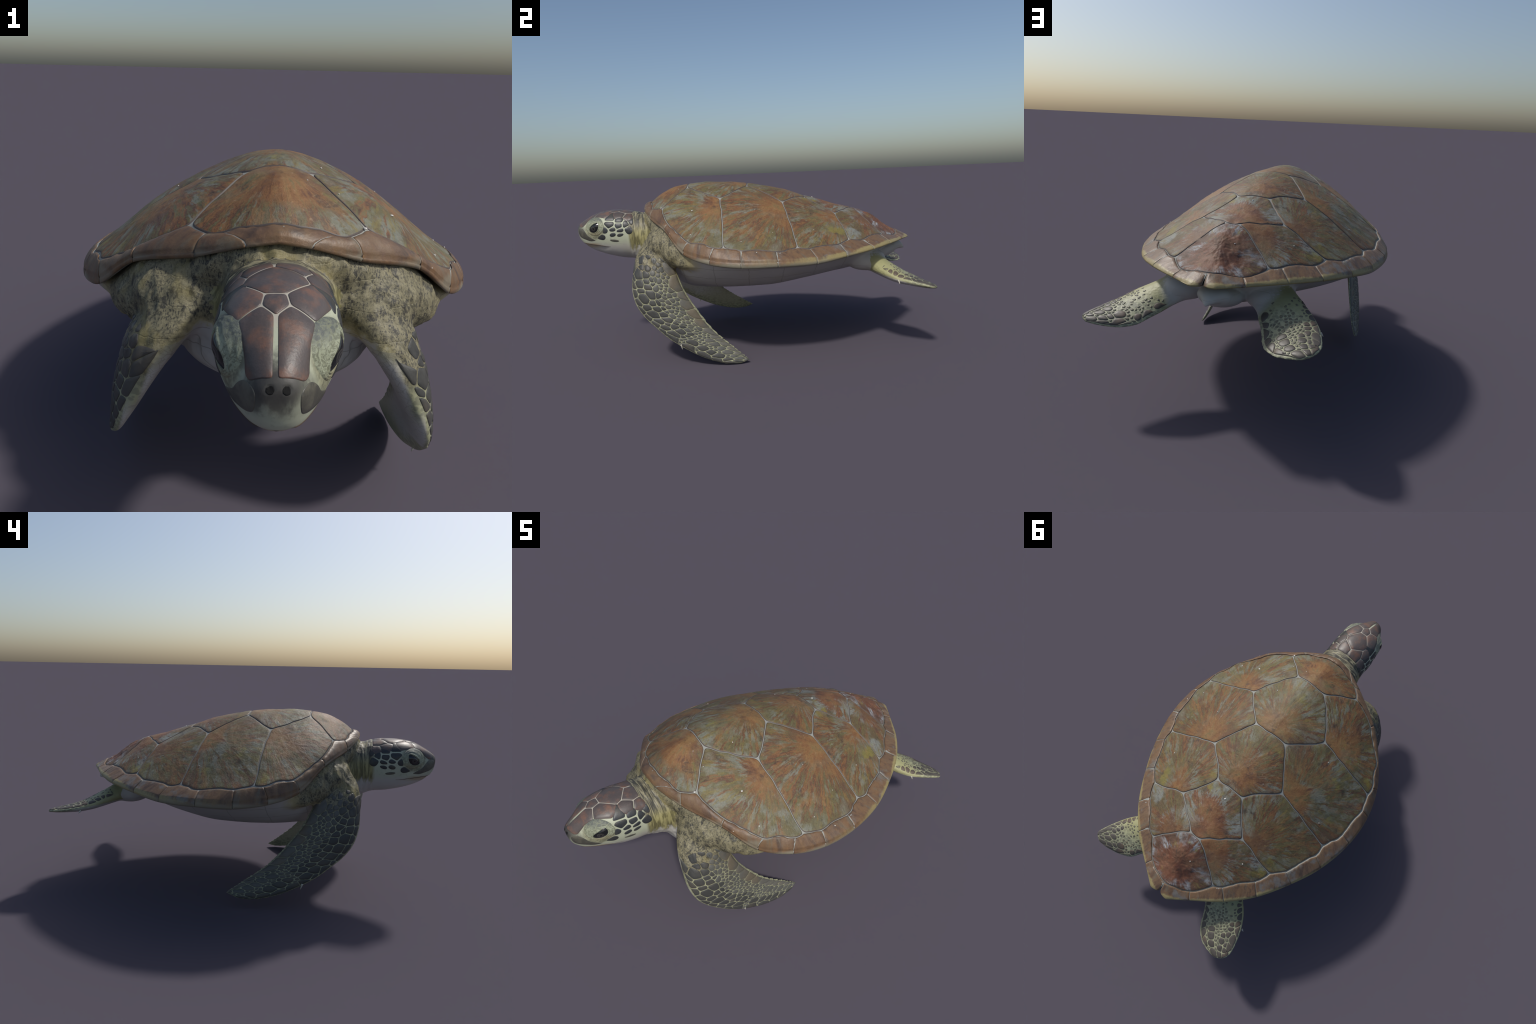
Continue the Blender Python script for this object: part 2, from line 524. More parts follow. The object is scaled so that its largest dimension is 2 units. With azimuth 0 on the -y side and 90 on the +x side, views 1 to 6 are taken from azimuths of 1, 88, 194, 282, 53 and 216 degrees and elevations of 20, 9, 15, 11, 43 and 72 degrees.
for side in (1, -1):
    g = (lambda p: p) if side > 0 else lr
    for corners, ar in (
        ([IN0, M[3], M[4], M[5], C12, V2C, V12], L(V2C, C12, .22)),
        ([C12, M[6], M[7], C23, V3C, V23, V2C], L(V3C, C23, .18)),
        ([C23, M[8], M[9], C34, V4C, V34, V3C], L(V4C, C34, .22)),
        ([C34, M[10], M[11], C45, V45, V4C], L(V45, C45, .35)),
    ):
        build_scute("costal_scute", [g(c) for c in corners], (ar[0] * side, ar[1]), MAT_REAR if ar[1] > .58 else MAT_SCUTE, carapace, rings=30)

# ---- marginal scutes: strips from the inner seam over the rim and under it
from mathutils import Matrix

RIM_CURVE = spline(RIM, 24)          # 13 spans of 24
THICK = np.interp(np.linspace(0, 13, 13 * 24 + 1), range(14), RIM_THICK)
INNER_LINE_IDX = [[i for i, q in enumerate(INNER_LINE) if np.allclose(q, m)][0] for m in INNER]
INNER_SPAN = []
for k in range(13):
    line = []
    for i in range(INNER_LINE_IDX[k], INNER_LINE_IDX[k + 1]):
        line += list(seam(INNER_LINE[i], INNER_LINE[i + 1]))
    line = np.array(line + [INNER_LINE[INNER_LINE_IDX[k + 1]][:2]])
    ss = np.r_[0, np.cumsum(np.linalg.norm(np.diff(line, axis=0), axis=1))]
    INNER_SPAN.append((ss / ss[-1], line))
MGAP = .0012


def rim_grid(kt, sink=0.0):
    """Grid over the shell margin at seam parameters kt (seam number plus fraction), left side.

    Rows run from the inner seam outward, round the rim and back underneath."""
    A, R = [], []
    for q in kt:
        k = min(int(q), 12)
        u, line = INNER_SPAN[k]
        A.append([np.interp(q - k, u, line[:, c]) for c in (0, 1)])
        R.append([np.interp(q * 24, range(len(RIM_CURVE)), RIM_CURVE[:, c]) for c in range(3)])
    A, R = np.array(A), np.array(R)
    th = np.interp(np.asarray(kt) * 24, range(len(THICK)), THICK)
    A = np.c_[A, SHELL_Z(A[:, 0], A[:, 1])]
    w = np.clip((np.asarray(kt) - 12.80) / .20, 0, 1)[:, None]      # hind edge runs in to the notch
    R = R * (1 - w) + NOTCH * (-1, 1, 1) * w
    d = R[:, :2] - A[:, :2]
    out = unit(np.c_[d, np.zeros(len(d))])
    front = np.clip((.0 - R[:, 1]) / .5, 0, 1)
    A = A + out * (GAP + sink * .3)
    R = R - out * sink
    rows = []
    for v in (-.02, .0, .06, .18, .34, .50, .66, .80, .91):
        vv = max(v, 0)
        P = A * (1 - vv) + R * vv
        bow = np.sin(np.pi * vv) ** .8
        P[:, 2] += bow * (.001 + .002 * np.clip((.5 - R[:, 1]) / .3, 0, 1) + .004 * front) + .002 - sink - (.003 if v == 0 else .011 if v < 0 else 0)
        P += out * (bow * .004 * front)[:, None]
        rows.append(P)
    hx, hz = (th * .38 + .001)[:, None], (th * .5)[:, None]
    C = R - out * hx - V3(0, 0, 1) * hz * .85
    for deg in (52, 30, 8, -15, -40, -65):
        g = math.radians(deg)
        rows.append(C + out * hx * math.cos(g) + V3(0, 0, 1) * (hz * math.sin(g) + sink * (1 if deg < 0 else -.3)))
    q = R - out * (.034 + .5 * th)[:, None]
    q[:, 2] -= th * .90 - sink
    rows.append(q)
    q = R - out * (.060 + .5 * th)[:, None]
    q[:, 2] -= th * .5
    rows.append(q)
    return np.array(rows), out


def rim_plate(name, G, out, frac, length, seed, flip):
    """Mesh for one plate of the margin from its grid, with rounded ends and end walls."""
    rows, cols = G.shape[:2]
    for j in range(cols):
        sinkj = .0013 * max(0, 1 - min(frac[j], 1 - frac[j]) * length / .005) ** 2
        for i in range(2, 14):
            G[i, j, 2] -= sinkj
            G[i, j] -= out[j] * sinkj * .4
            if 2 <= i <= 10:
                G[i, j, 2] += .0015 * fbm(G[i, j], 24.0, 4, seed) + .0012 * fbm(G[i, j], 60.0, 3, seed)
    V = G.reshape(-1, 3)
    F = grid_faces(rows, cols)
    off = len(V)
    for e, j in ((0, 0), (1, cols - 1)):
        wall = G[:, j].copy()
        wall[2:10, 2] -= .007
        wall[10:] += (0, 0, .004)
        wall[9:13] -= out[j] * .006
        V = np.r_[V, wall]
        for i in range(rows - 1):
            f = (i * cols + j, (i + 1) * cols + j, off + e * rows + i + 1, off + e * rows + i)
            F.append(f if e == 0 else f[::-1])
    if flip:
        F = [f[::-1] for f in F]
    mid = cols // 2
    o = G[9, mid].copy()
    yax = unit(out[mid] * (1, 1, 0))
    xax = unit(np.cross(yax, (0, 0, 1)))
    rot = np.c_[xax, yax, V3(0, 0, 1)]
    ob = add_part(name, make_mesh(name, (V - o) @ rot, F), carapace, MAT_MARGIN)
    m4 = Matrix.Identity(4)
    for r_ in range(3):
        for c_ in range(3):
            m4[r_][c_] = rot[r_, c_]
        m4[r_][3] = o[r_]
    ob.matrix_world = m4
    return ob


for side in (1, -1):
    for k in range(1, 13):
        length = np.linalg.norm(RIM[k + 1] - RIM[k])
        n = max(14, int(length / .006))
        frac = np.linspace(0, 1, n)
        e = MGAP / length
        G, out = rim_grid(k + e + (1 - 2 * e) * frac)
        if k == 12:
            G[..., 0] = np.maximum(G[..., 0], .0015) if side < 0 else np.maximum(G[..., 0], .0015)
        rim_plate("supracaudal_scute" if k == 12 else "marginal_scute", G * (side if side > 0 else -1.008, 1, 1), out * (side, 1, 1), frac, length, 5.0 + k + side, side > 0)
# the nuchal crosses the midline
half_kt = np.linspace(1 - .02, 0, 24)
G, out = rim_grid(half_kt)
G = np.concatenate([G * MIRROR, G[:, -2::-1]], axis=1)
out = np.r_[out * MIRROR, out[-2::-1]]
rim_plate("nuchal_scute", G, out, np.linspace(0, 1, G.shape[1]), .15, 3.0, True)
# bed of seam tissue under all of them
kt = np.linspace(13, 0, 400)
G, out = rim_grid(kt, sink=.0014)
G[..., 0] = np.maximum(G[..., 0], 0)
G = np.concatenate([G * MIRROR, G[:, -2::-1]], axis=1)
add_part("shell_margin_bed", make_mesh("shell_margin_bed", G.reshape(-1, 3), [f[::-1] for f in grid_faces(*G.shape[:2])]), carapace, MAT_SEAM)

# ================================================================== BODY LOFTS
sources = []          # (label, vertices, faces)


def capped(label, rings):
    """Closed tube from a list of equal rings."""
    R = np.array(rings)
    m, n = R.shape[:2]
    V = R.reshape(-1, 3)
    F = grid_faces(m, n, close=True) + [tuple(range(n))[::-1], tuple((m - 1) * n + j for j in range(n))]
    sources.append((label, V, F))


# ---- torso: domed under the shell, plastron below
BELLY_Z = profile([-.62, -.55, -.45, -.33, -.13, .07, .28, .486, .60, .674, .75, .80, .86],
                  [.55, .485, .400, .359, .353, .355, .376, .401, .420, .440, .470, .505, .555])
rim_full = np.r_[RIM_CURVE, (RIM_CURVE * MIRROR)[-2:0:-1]]
thick_full = np.r_[THICK, THICK[-2:0:-1]]
hub = np.array([np.zeros(len(rim_full)), np.clip(rim_full[:, 1], -.42, .62), np.zeros(len(rim_full))]).T
dirs = unit((hub - rim_full) * (1, 1, 0))
U = rim_full + dirs * (.017 + .22 * thick_full + .055 * np.clip((rim_full[:, 1] - .15) / .35, 0, 1))[:, None]
U[:, 2] = rim_full[:, 2] - thick_full * .90
rings = []
for s in np.linspace(.02, .93, 22):
    P = hub * (1 - s) + U * s
    top = SHELL_Z(P[:, 0], P[:, 1]) - .030
    P[:, 2] = np.minimum(top, top * (1 - max(0, s - .8) / .2) + (U[:, 2] + .012) * max(0, s - .8) / .2)
    rings.append(P)
rings.append(U + (0, 0, .006))
for s in np.linspace(0, .985, 30):
    P = U * (1 - s) + hub * s
    s0 = np.interp(U[:, 1], [-.2, .10, .45], [.0, .01, .04])
    g = 1 - (1 - np.clip((s - s0) / (1 - s0), 0, 1)) ** np.interp(U[:, 1], [-.2, .10, .45], [2.5, 2.4, 1.8])
    zb = BELLY_Z(hub[:, 1])[:, 0] + .03 * P[:, 0] * s * (1 - s) * 2
    P[:, 2] = U[:, 2] * (1 - g) + zb * g
    rings.append(P)
capped("torso", rings)


def superellipse(cx, y, zt, zb, w, zw, n=64, eu=2.15, el=2.05):
    a = np.linspace(0, 2 * np.pi, n, endpoint=False)
    c, s = np.cos(a), np.sin(a)
    e = np.where(c >= 0, eu, el)
    x = np.sign(s) * abs(s) ** (2 / e)
    z = np.sign(c) * abs(c) ** (2 / e)
    return np.c_[cx + w * x, np.full(n, y), np.where(z >= 0, zw + z * (zt - zw), zw + z * (zw - zb))]


# ---- head and neck: y, top, bottom, half width, height of the widest line
HEAD = [(-1.000, .7215, .6950, .016, .708), (-.997, .7300, .6750, .027, .704), (-.990, .7390, .6520, .037, .700), (-.975, .7500, .6300, .048, .695), (-.955, .7625, .6090, .060, .692), (-.93, .7760, .5935, .074, .695),
        (-.90, .7915, .5800, .090, .702), (-.87, .8020, .5690, .102, .708), (-.83, .8090, .5560, .115, .708), (-.78, .8120, .5430, .121, .700), (-.74, .8120, .5350, .122, .694),
        (-.70, .8070, .5310, .121, .686), (-.66, .7985, .5220, .124, .676), (-.62, .7880, .5040, .129, .662), (-.58, .782, .478, .138, .648), (-.52, .775, .440, .16, .625), (-.44, .770, .41, .19, .60)]
head_f = profile([h[0] for h in HEAD], [h[1:] for h in HEAD])


def head_cx(y):
    return -.007 * np.clip((-.72 - y) / .16, 0, 1)


ys = np.r_[np.linspace(-1.0, -.98, 9), np.linspace(-.976, -.44, 68)]
hr = [superellipse(head_cx(y), y, *head_f(y)[0]) for y in ys]
split = int(np.searchsorted(ys, -.672))
capped("head", hr[: split + 2])
capped("neck", hr[split:])


# ---- limbs: leading edge, trailing edge, thickness
def limb_rings(stations, outward, n_along=90, n_around=56, blunt=.55, min_edge=.0045, camber=0.0, widen=0.0):
    S = np.array([np.r_[l, t, th] for l, t, th in stations], float)
    per = max(2, n_along // (len(S) - 1))
    C = spline(S, per)
    lead, trail, th = C[:, :3], C[:, 3:6], np.maximum(C[:, 6], .004)
    mid = (lead + trail) / 2
    along = unit(np.gradient(mid, axis=0))
    chord = trail - lead
    fan = unit(chord) * widen * np.clip(np.arange(len(C)) / len(C) * 3, 0, 1)[:, None]
    lead, trail = lead - fan, trail + fan
    chord = trail - lead
    nrm = unit(np.cross(along, chord))
    sgn = np.where((nrm @ np.asarray(outward, float)) < 0, -1.0, 1.0)[:, None]
    nrm *= sgn
    a = np.linspace(0, 2 * np.pi, n_around, endpoint=False)
    c = (1 - np.cos(a)) / 2
    sh = (c ** blunt) * (1 - c) ** .75
    sh = sh / sh.max()
    rr = []
    for i in range(len(C)):
        half = np.maximum(th[i] * .5 * sh, min_edge * np.sqrt(np.clip(4 * c * (1 - c), 0, 1)))
        off = np.sign(np.sin(a)) * half + camber * th[i] * np.sin(np.pi * c)
        rr.append(lead[i] + chord[i] * c[:, None] + nrm[i] * off[:, None])
    return np.array(rr), dict(lead=lead, trail=trail, nrm=nrm, th=th, mid=mid, shape=sh, camber=camber)


FORE = [((.16, -.56, .66), (.24, -.33, .60), .12), ((.212, -.605, .608), (.29, -.40, .570), .112), ((.261, -.630, .548), (.322, -.415, .530), .104), ((.309, -.641, .480), (.338, -.395, .472), .094), ((.349, -.640, .405), (.351, -.370, .403), .082),
        ((.378, -.618, .333), (.360, -.342, .348), .066), ((.395, -.579, .275), (.365, -.313, .298), .052), ((.413, -.535, .233), (.370, -.272, .233), .042), ((.425, -.458, .161), (.377, -.226, .175), .034),
        ((.432, -.380, .106), (.384, -.180, .131), .028), ((.434, -.303, .060), (.390, -.142, .097), .023), ((.434, -.230, .028), (.399, -.100, .061), .018), ((.432, -.162, .008), (.408, -.065, .033), .014),
        ((.426, -.092, .004), (.4165, -.048, .016), .009)]
HIND = {1: [((.20, .56, .52), (.06, .66, .48), .12), ((.27, .605, .495), (.14, .70, .455), .11), ((.34, .650, .463), (.195, .745, .432), .094), ((.40, .692, .438), (.232, .79, .412), .080), ((.446, .738, .416), (.268, .838, .393), .066),
            ((.486, .797, .403), (.306, .882, .374), .052), ((.511, .840, .395), (.365, .908, .365), .040), ((.528, .875, .388), (.415, .921, .367), .030), ((.534, .896, .384), (.462, .928, .371), .020), ((.524, .914, .379), (.503, .927, .375), .010)],
        -1: [((-.19, .55, .53), (-.04, .66, .49), .12), ((-.26, .59, .505), (-.11, .70, .470), .11), ((-.318, .642, .480), (-.168, .755, .448), .092), ((-.365, .700, .457), (-.203, .81, .424), .076), ((-.405, .752, .438), (-.228, .86, .402), .062),
             ((-.437, .815, .425), (-.247, .91, .382), .050), ((-.453, .870, .418), (-.272, .945, .378), .040), ((-.463, .922, .413), (-.315, .980, .378), .030), ((-.459, .960, .408), (-.365, .995, .384), .020), ((-.440, .987, .399), (-.415, .999, .391), .010)]}


def repose(P):
    """The right forelimb is carried a little further out and up than the mirrored left one."""
    P = np.asarray(P, float)
    pivot, turn, shift = V3(-.33, -.55, .60), V3(.0881, .0361, .1297), V3(-.0005, -.0035, .0066)
    w = np.clip((.62 - P[..., 2]) / .16, 0, 1)
    w = w * w * (3 - 2 * w)
    q = P - pivot
    ang = np.linalg.norm(turn)
    k = turn / ang
    th = ang * w
    c, sn = np.cos(th)[..., None], np.sin(th)[..., None]
    r = q * c + np.cross(k, q) * sn + k * (q @ k)[..., None] * (1 - c)
    return r + pivot + shift * w[..., None]


FORE_R = []
for l, t, th in FORE:
    l, t = repose(V3(*l) * MIRROR), repose(V3(*t) * MIRROR)
    low = float(np.clip((.40 - l[2]) / .25, 0, 1))
    tip = float(np.clip((.16 - l[2]) / .12, 0, 1))
    up = V3(.004, 0, .004) * tip + V3(0, .003, 0) * float(np.clip((.55 - l[2]) / .15, 0, 1))
    FORE_R.append((l + up, t + up + unit(t - l) * .010 * low, th))
LIMBS = {}
for key, st, outw, kw in (("forelimb.L", FORE, (1, 0, 0), dict(camber=.10, widen=.004)), ("forelimb.R", FORE_R, (-1, 0, 0), dict(camber=.10, widen=.004)),
                          ("hindlimb.L", HIND[1], (0, 0, 1), dict(camber=.10, widen=.007)), ("hindlimb.R", [(V3(*l) + (0, 0, .005), V3(*t) + (0, 0, .005), th) for l, t, th in HIND[-1]], (0, 0, 1), dict(camber=.10, widen=.007))):
    rr, info = limb_rings(st, outw, **kw)
    LIMBS[key] = info
    capped(key, list(rr) if key.endswith("L") == key.startswith("fore") else list(rr))


# shoulders fill the space under the front of the shell
def ellipsoid(label, c, r, n=32, rot=None):
    rr = []
    for ph in np.linspace(.03, math.pi - .03, n // 2):
        a = np.linspace(0, 2 * math.pi, n, endpoint=False)
        P = np.c_[np.sin(ph) * np.cos(a), np.sin(ph) * np.sin(a), np.full(n, np.cos(ph))] * r
        rr.append(P + c)
    capped(label, rr)


for s in (1, -1):
    ellipsoid("torso", V3(.205 * s, -.432, .635), V3(.163, .145, .110))
    ellipsoid("torso", V3(.375 * s, -.30, .588), V3(.10, .09, .058))
    ellipsoid("torso", V3(.375 * s, -.262, .556), V3(.102, .155, .056))
    ellipsoid("torso", V3(.330 * s, -.37, .600), V3(.100, .11, .085))
    ellipsoid("torso", V3(.19 * s, .63, .488), V3(.110, .115, .066))
ellipsoid("torso", V3(0, -.44, .59), V3(.26, .15, .155))
ellipsoid("torso", V3(0, -.44, .515), V3(.25, .15, .122))

# collar: the skin meets the shell all along its front edge
col_c, col_r = [], []
for q in np.linspace(-3.7, 3.7, 121):
    k = abs(q)
    R_ = np.array([np.interp(k * 24, range(len(RIM_CURVE)), RIM_CURVE[:, c]) for c in range(3)]) * (1 if q > 0 else -1, 1, 1)
    inw = unit(np.array([-R_[0] * .9, -.25 - R_[1], 0]))
    col_c.append(R_ + inw * (.048 + .055 * np.clip((k - 2.7) / 1.0, 0, 1)) - (0, 0, .053))
    col_r.append(.048 - .040 * np.clip((k - 2.7) / 1.0, 0, 1))
col_c = np.array(col_c)
a = np.linspace(0, 2 * np.pi, 24, endpoint=False)
tg = unit(np.gradient(col_c, axis=0))
sd = unit(np.cross(tg, (0, 0, 1)))
upv = np.cross(sd, tg)
capped("torso", [c + r_ * (np.cos(a)[:, None] * s_ + np.sin(a)[:, None] * u_) for c, s_, u_, r_ in zip(col_c, sd, upv, col_r)])

# ---- tail: short cone bent down at the end
tail_c = spline([V3(0, .62, .49), V3(-.01, .72, .492), V3(-.016, .80, .515), V3(-.017, .85, .530), V3(-.016, .885, .525), V3(-.014, .915, .509)], 8)
tail_w = np.interp(np.linspace(0, 1, len(tail_c)), [0, .3, .55, .75, .9, 1], [.10, .09, .070, .042, .020, .004])
tail_h = np.interp(np.linspace(0, 1, len(tail_c)), [0, .3, .55, .75, .9, 1], [.055, .05, .042, .028, .015, .004])
a = np.linspace(0, 2 * np.pi, 28, endpoint=False)
tg = unit(np.gradient(tail_c, axis=0))
sd = unit(np.cross(tg, (0, 0, 1)))
upv = np.cross(sd, tg)
capped("tail", [c + s_ * w * np.cos(a)[:, None] + u_ * h * np.sin(a)[:, None] for c, s_, u_, w, h in zip(tail_c, sd, upv, tail_w, tail_h)])

# ------------------------------------------------------------------ union -> one skin
VOXEL = 0.0045
allV, allF, labels, off = [], [], [], 0
for lab, V, F in sources:
    bm = bmesh.new()
    me = make_mesh("tmp", V, F)
    bm.from_mesh(me)
    bmesh.ops.recalc_face_normals(bm, faces=bm.faces)
    bm.to_mesh(me)
    bm.free()
    allV += [tuple(v.co) for v in me.vertices]
    allF += [tuple(i + off for i in p.vertices) for p in me.polygons]
    labels += [lab] * len(me.vertices)
    off += len(me.vertices)
    bpy.data.meshes.remove(me)
tmp = link(bpy.data.objects.new("tmp", make_mesh("tmp", allV, allF)))
md = tmp.modifiers.new("r", "REMESH")
md.mode, md.voxel_size, md.adaptivity = "VOXEL", VOXEL, 0.0
dg = bpy.context.evaluated_depsgraph_get()
me = bpy.data.meshes.new_from_object(tmp.evaluated_get(dg))
bpy.data.objects.remove(tmp)
NV = len(me.vertices)
co = np.empty(NV * 3)
me.vertices.foreach_get("co", co)
co = co.reshape(-1, 3)
polys = np.array([tuple(p.vertices) if len(p.vertices) == 4 else tuple(p.vertices) + (p.vertices[2],) for p in me.polygons])
ed = np.empty(len(me.edges) * 2, int)
me.edges.foreach_get("vertices", ed)
ed = ed.reshape(-1, 2)
bpy.data.meshes.remove(me)

kd = KDTree(len(allV))
for i, v in enumerate(allV):
    kd.insert(v, i)
kd.balance()
vlab = np.array([labels[kd.find(c)[1]] for c in co])
for i, (x, y, z) in enumerate(co):
    if vlab[i].startswith("fore") and (z > .575 or (y > -.345 and z > .44)):
        vlab[i] = "torso"
    if vlab[i].startswith("hind") and y < .63:
        vlab[i] = "torso"


def smooth_by(weight, iters):
    global co
    deg = np.bincount(ed.ravel(), minlength=NV)[:, None]
    for _ in range(iters):
        acc = np.zeros_like(co)
        for c in range(3):
            acc[:, c] = np.bincount(ed[:, 0], co[ed[:, 1], c], NV) + np.bincount(ed[:, 1], co[ed[:, 0], c], NV)
        co = co + (acc / deg - co) * weight[:, None]


def blob(c, r0, r1):
    d = np.linalg.norm(co - V3(*c), axis=1)
    return np.clip((r1 - d) / (r1 - r0), 0, 1)


w = np.full(NV, .5)
smooth_by(w, 1)
w = np.zeros(NV)
for s in (1, -1):
    w = np.maximum(w, blob((.30 * s, -.47, .60), .12, .24))
    w = np.maximum(w, blob((.30 * s, -.36, .50), .10, .18))
    w = np.maximum(w, blob((.15 * s, -.56, .62), .10, .18))
    w = np.maximum(w, blob((.24 * s, .64, .46), .09, .16))
    w = np.maximum(w, blob((.34 * s, -.36, .60), .13, .20))
    w = np.maximum(w, blob((.38 * s, -.22, .51), .13, .24) * (co[:, 2] < .56))
w = np.maximum(w, blob((0, -.60, .58), .12, .20) * np.clip((co[:, 1] + .68) / .05, 0, 1))
w = np.maximum(w, blob((0, .70, .45), .07, .12) * .6)
smooth_by(w * .6, 45)


# ------------------------------------------------------------------ sculpting of the head and folds
MOUTH = profile([-.978, -.934, -.874, -.825, -.779], [.634, .629, .622, .615, .611])
is_head = np.isin(vlab, ["head", "neck"])
for s in (1, -1):
    cx = -.007
    dy, dz, sx = co[:, 1] + .884, co[:, 2] - .738, (co[:, 0] - cx) * s
    g = np.exp(-(dy / .040) ** 2 - (dz / .032) ** 2) * is_head * (sx > .02)
    co[:, 0] += s * .013 * g
    g = np.exp(-((co[:, 1] + .93) / .03) ** 2 - ((co[:, 2] - .735) / .022) ** 2) * is_head * (sx > .02)
    co[:, 0] -= s * .007 * g                                     # hollow in front of the eye
    d = np.linalg.norm(co - V3(cx + .0125 * s, -.994, .7235), axis=1)
    co[:, 1] += .004 * np.clip(1 - (d / .0085) ** 2, 0, 1) * is_head   # nostril
below = np.clip((MOUTH(co[:, 1])[:, 0] - co[:, 2]) / .006, 0, 1) * np.clip((-.80 - co[:, 1]) / .05, 0, 1) * is_head
inward = unit(np.c_[co[:, 0] * -1, np.clip(-.80 - co[:, 1], 0, 1), np.zeros(NV)])
co += inward * (.0055 * below * np.clip((co[:, 2] - .57) / .03, 0, 1))[:, None]
# folds of loose skin on neck and shoulders, tendons on the upper arm
foldmask = np.clip((co[:, 1] + .69) / .03, 0, 1) * np.clip((-.34 - co[:, 1]) / .06, 0, 1) * np.clip((co[:, 2] - .47) / .06, 0, 1) * (co[:, 2] < .84)
idx = np.nonzero(foldmask > .01)[0]
for i in idx:
    x, y, z = co[i]
    f = mnoise.fractal(Vector((x * 9, y * 42, z * 14)), 1.0, 2.0, 3) + 1.1 * (1 - 2 * abs(mnoise.noise(Vector((x * 22 + 7, y * 16, z * 9))))) + .6 * mnoise.fractal(Vector((x * 40 + 3, y * 40, z * 18)), 1.0, 2.0, 3)
    k = .0048 * f * foldmask[i]
    r = Vector((x * .8, (y + .3) * .5, (z - .58)))
    r.normalize()
    co[i] += np.array(r) * k


def vertex_normals(C):
    a = C[polys[:, 2]] - C[polys[:, 0]]
    b = C[polys[:, 3]] - C[polys[:, 1]]
    fn = np.cross(a, b)
    N = np.zeros_like(C)
    for k in range(4):
        for c in range(3):
            N[:, c] += np.bincount(polys[:, k], fn[:, c], len(C))
    return unit(N)


skin_bvh = BVHTree.FromPolygons([tuple(c) for c in co], [tuple(p[:3]) if p[3] == p[2] else tuple(p) for p in polys.tolist()])


def on_skin(p):
    loc, nrm, _, _ = skin_bvh.find_nearest(Vector(p))
    return np.array(loc), np.array(nrm)


# ------------------------------------------------------------------ skin materials
def skin_material(name="skin"):
    T = Tree(name)
    p = T.coord
    x, y, z = T.xyz(p)
    n1 = T.noise(p, 9, 5, 0.6)
    n2 = T.noise(p, 45, 5, 0.65)
    cells = T.voronoi(T.scale(p, (1, 1.0, 1.5)), 62)
    crack = T.voronoi(T.scale(p, (1, .8, 1.5)), 48, "DISTANCE_TO_EDGE")
    pale = T.mix(n1, (.40, .39, .365), (.48, .47, .43))
    pale = T.mix(T.mul(T.step(T.noise(p, 5, 3, .5), .5, .7), .30), pale, (.40, .37, .25))
    return T, p, x, y, z, n1, n2, cells, crack, pale


def mottled(T, p, n1, n2, wr):
    """Wrinkled olive-brown skin: dark granules in a buff net, drawn out along the folds."""
    warp = T.vmath("ADD", p, T.vmath("SCALE", T.combine(n1, wr, n2), .035))
    flow = T.scale(warp, (1.3, .9, .65))
    spk = T.voronoi(flow, 135)
    dash = T.noise(flow, 40, 3, .5)
    ridge = T.math("ABSOLUTE", T.math("SUBTRACT", T.noise(flow, 62, 4, .6), .5))
    fold = T.math("ABSOLUTE", T.math("SUBTRACT", T.noise(T.scale(warp, (.7, 1.2, 1.5)), 30, 4, .6), .5))
    c = T.mix(n1, (.165, .152, .098), (.235, .210, .125))
    c = T.mix(T.mul(T.step(spk, .52, .26), T.math("ADD", .35, T.mul(T.step(n1, .62, .42), .6))), c, (.050, .048, .040))
    c = T.mix(T.mul(T.step(dash, .56, .64), .85), c, (.038, .037, .033))
    c = T.mix(T.mul(T.step(ridge, .030, .004), .7), c, (.28, .255, .155))
    c = T.mix(T.mul(T.step(fold, .020, .003), .55), c, (.030, .028, .025))
    c = T.mix(T.mul(T.step(wr, .46, .36), .5), c, (.055, .052, .040))
    return T.mix(T.mul(T.step(n1, .52, .68), .55), c, (.24, .200, .070))


def body_material():
    T, p, x, y, z, n1, n2, cells, crack, pale = skin_material("body_skin")
    ax = T.math("ABSOLUTE", x)
    # mottled upper skin of neck and shoulders, ragged edge against the white throat
    wob = T.math("ADD", T.mul(T.math("SUBTRACT", n1, .5), .10), T.mul(T.math("SUBTRACT", n2, .5), .06))
    front = T.step(T.math("ADD", y, wob), -.30, -.37)
    line = T.math("SUBTRACT", .612, T.mul(T.step(ax, .18, .34), .09))
    above = T.step(T.math("SUBTRACT", T.math("ADD", z, wob), line), -.015, .02)
    hood = T.mul(front, above)
    wr = T.noise(T.scale(p, (5, 22, 10)), 2.2, 6, 0.7, 1.2)
    dark = mottled(T, p, n1, n2, wr)
    halo = T.mul(T.step(T.math("SUBTRACT", T.math("ADD", z, wob), line), -.03, .0), T.step(T.math("ADD", y, wob), -.25, -.33))
    col = T.mix(T.mul(halo, .75), pale, (.40, .34, .13))
    # faint seams between the plates of bridge and plastron
    yy = T.math("ADD", y, T.mul(T.math("SUBTRACT", n1, .5), .03))
    cross = T.math("ABSOLUTE", T.math("SUBTRACT", T.math("FRACT", T.math("MULTIPLY", T.math("ADD", yy, 1.145), 1 / .172)), .5))
    zl = T.math("ADD", z, T.mul(T.math("SUBTRACT", n1, .5), .03))
    along = T.math("ABSOLUTE", T.math("SUBTRACT", T.math("FRACT", T.math("MULTIPLY", zl, 1 / .062)), .5))
    lines = T.math("MAXIMUM", T.step(cross, .014, .004), T.step(along, .030, .010))
    col = T.mix(T.mul(lines, T.step(y, .62, .50), T.math("ADD", .12, T.mul(n2, .5))), col, (.15, .13, .10))
    col = T.mix(hood, col, dark)
    bump = T.math("ADD", T.math("SUBTRACT", T.mul(wr, hood), T.mul(lines, .25)), T.mul(n2, .4))
    return T.finish(col, .55, bump, .5, .006, .35)


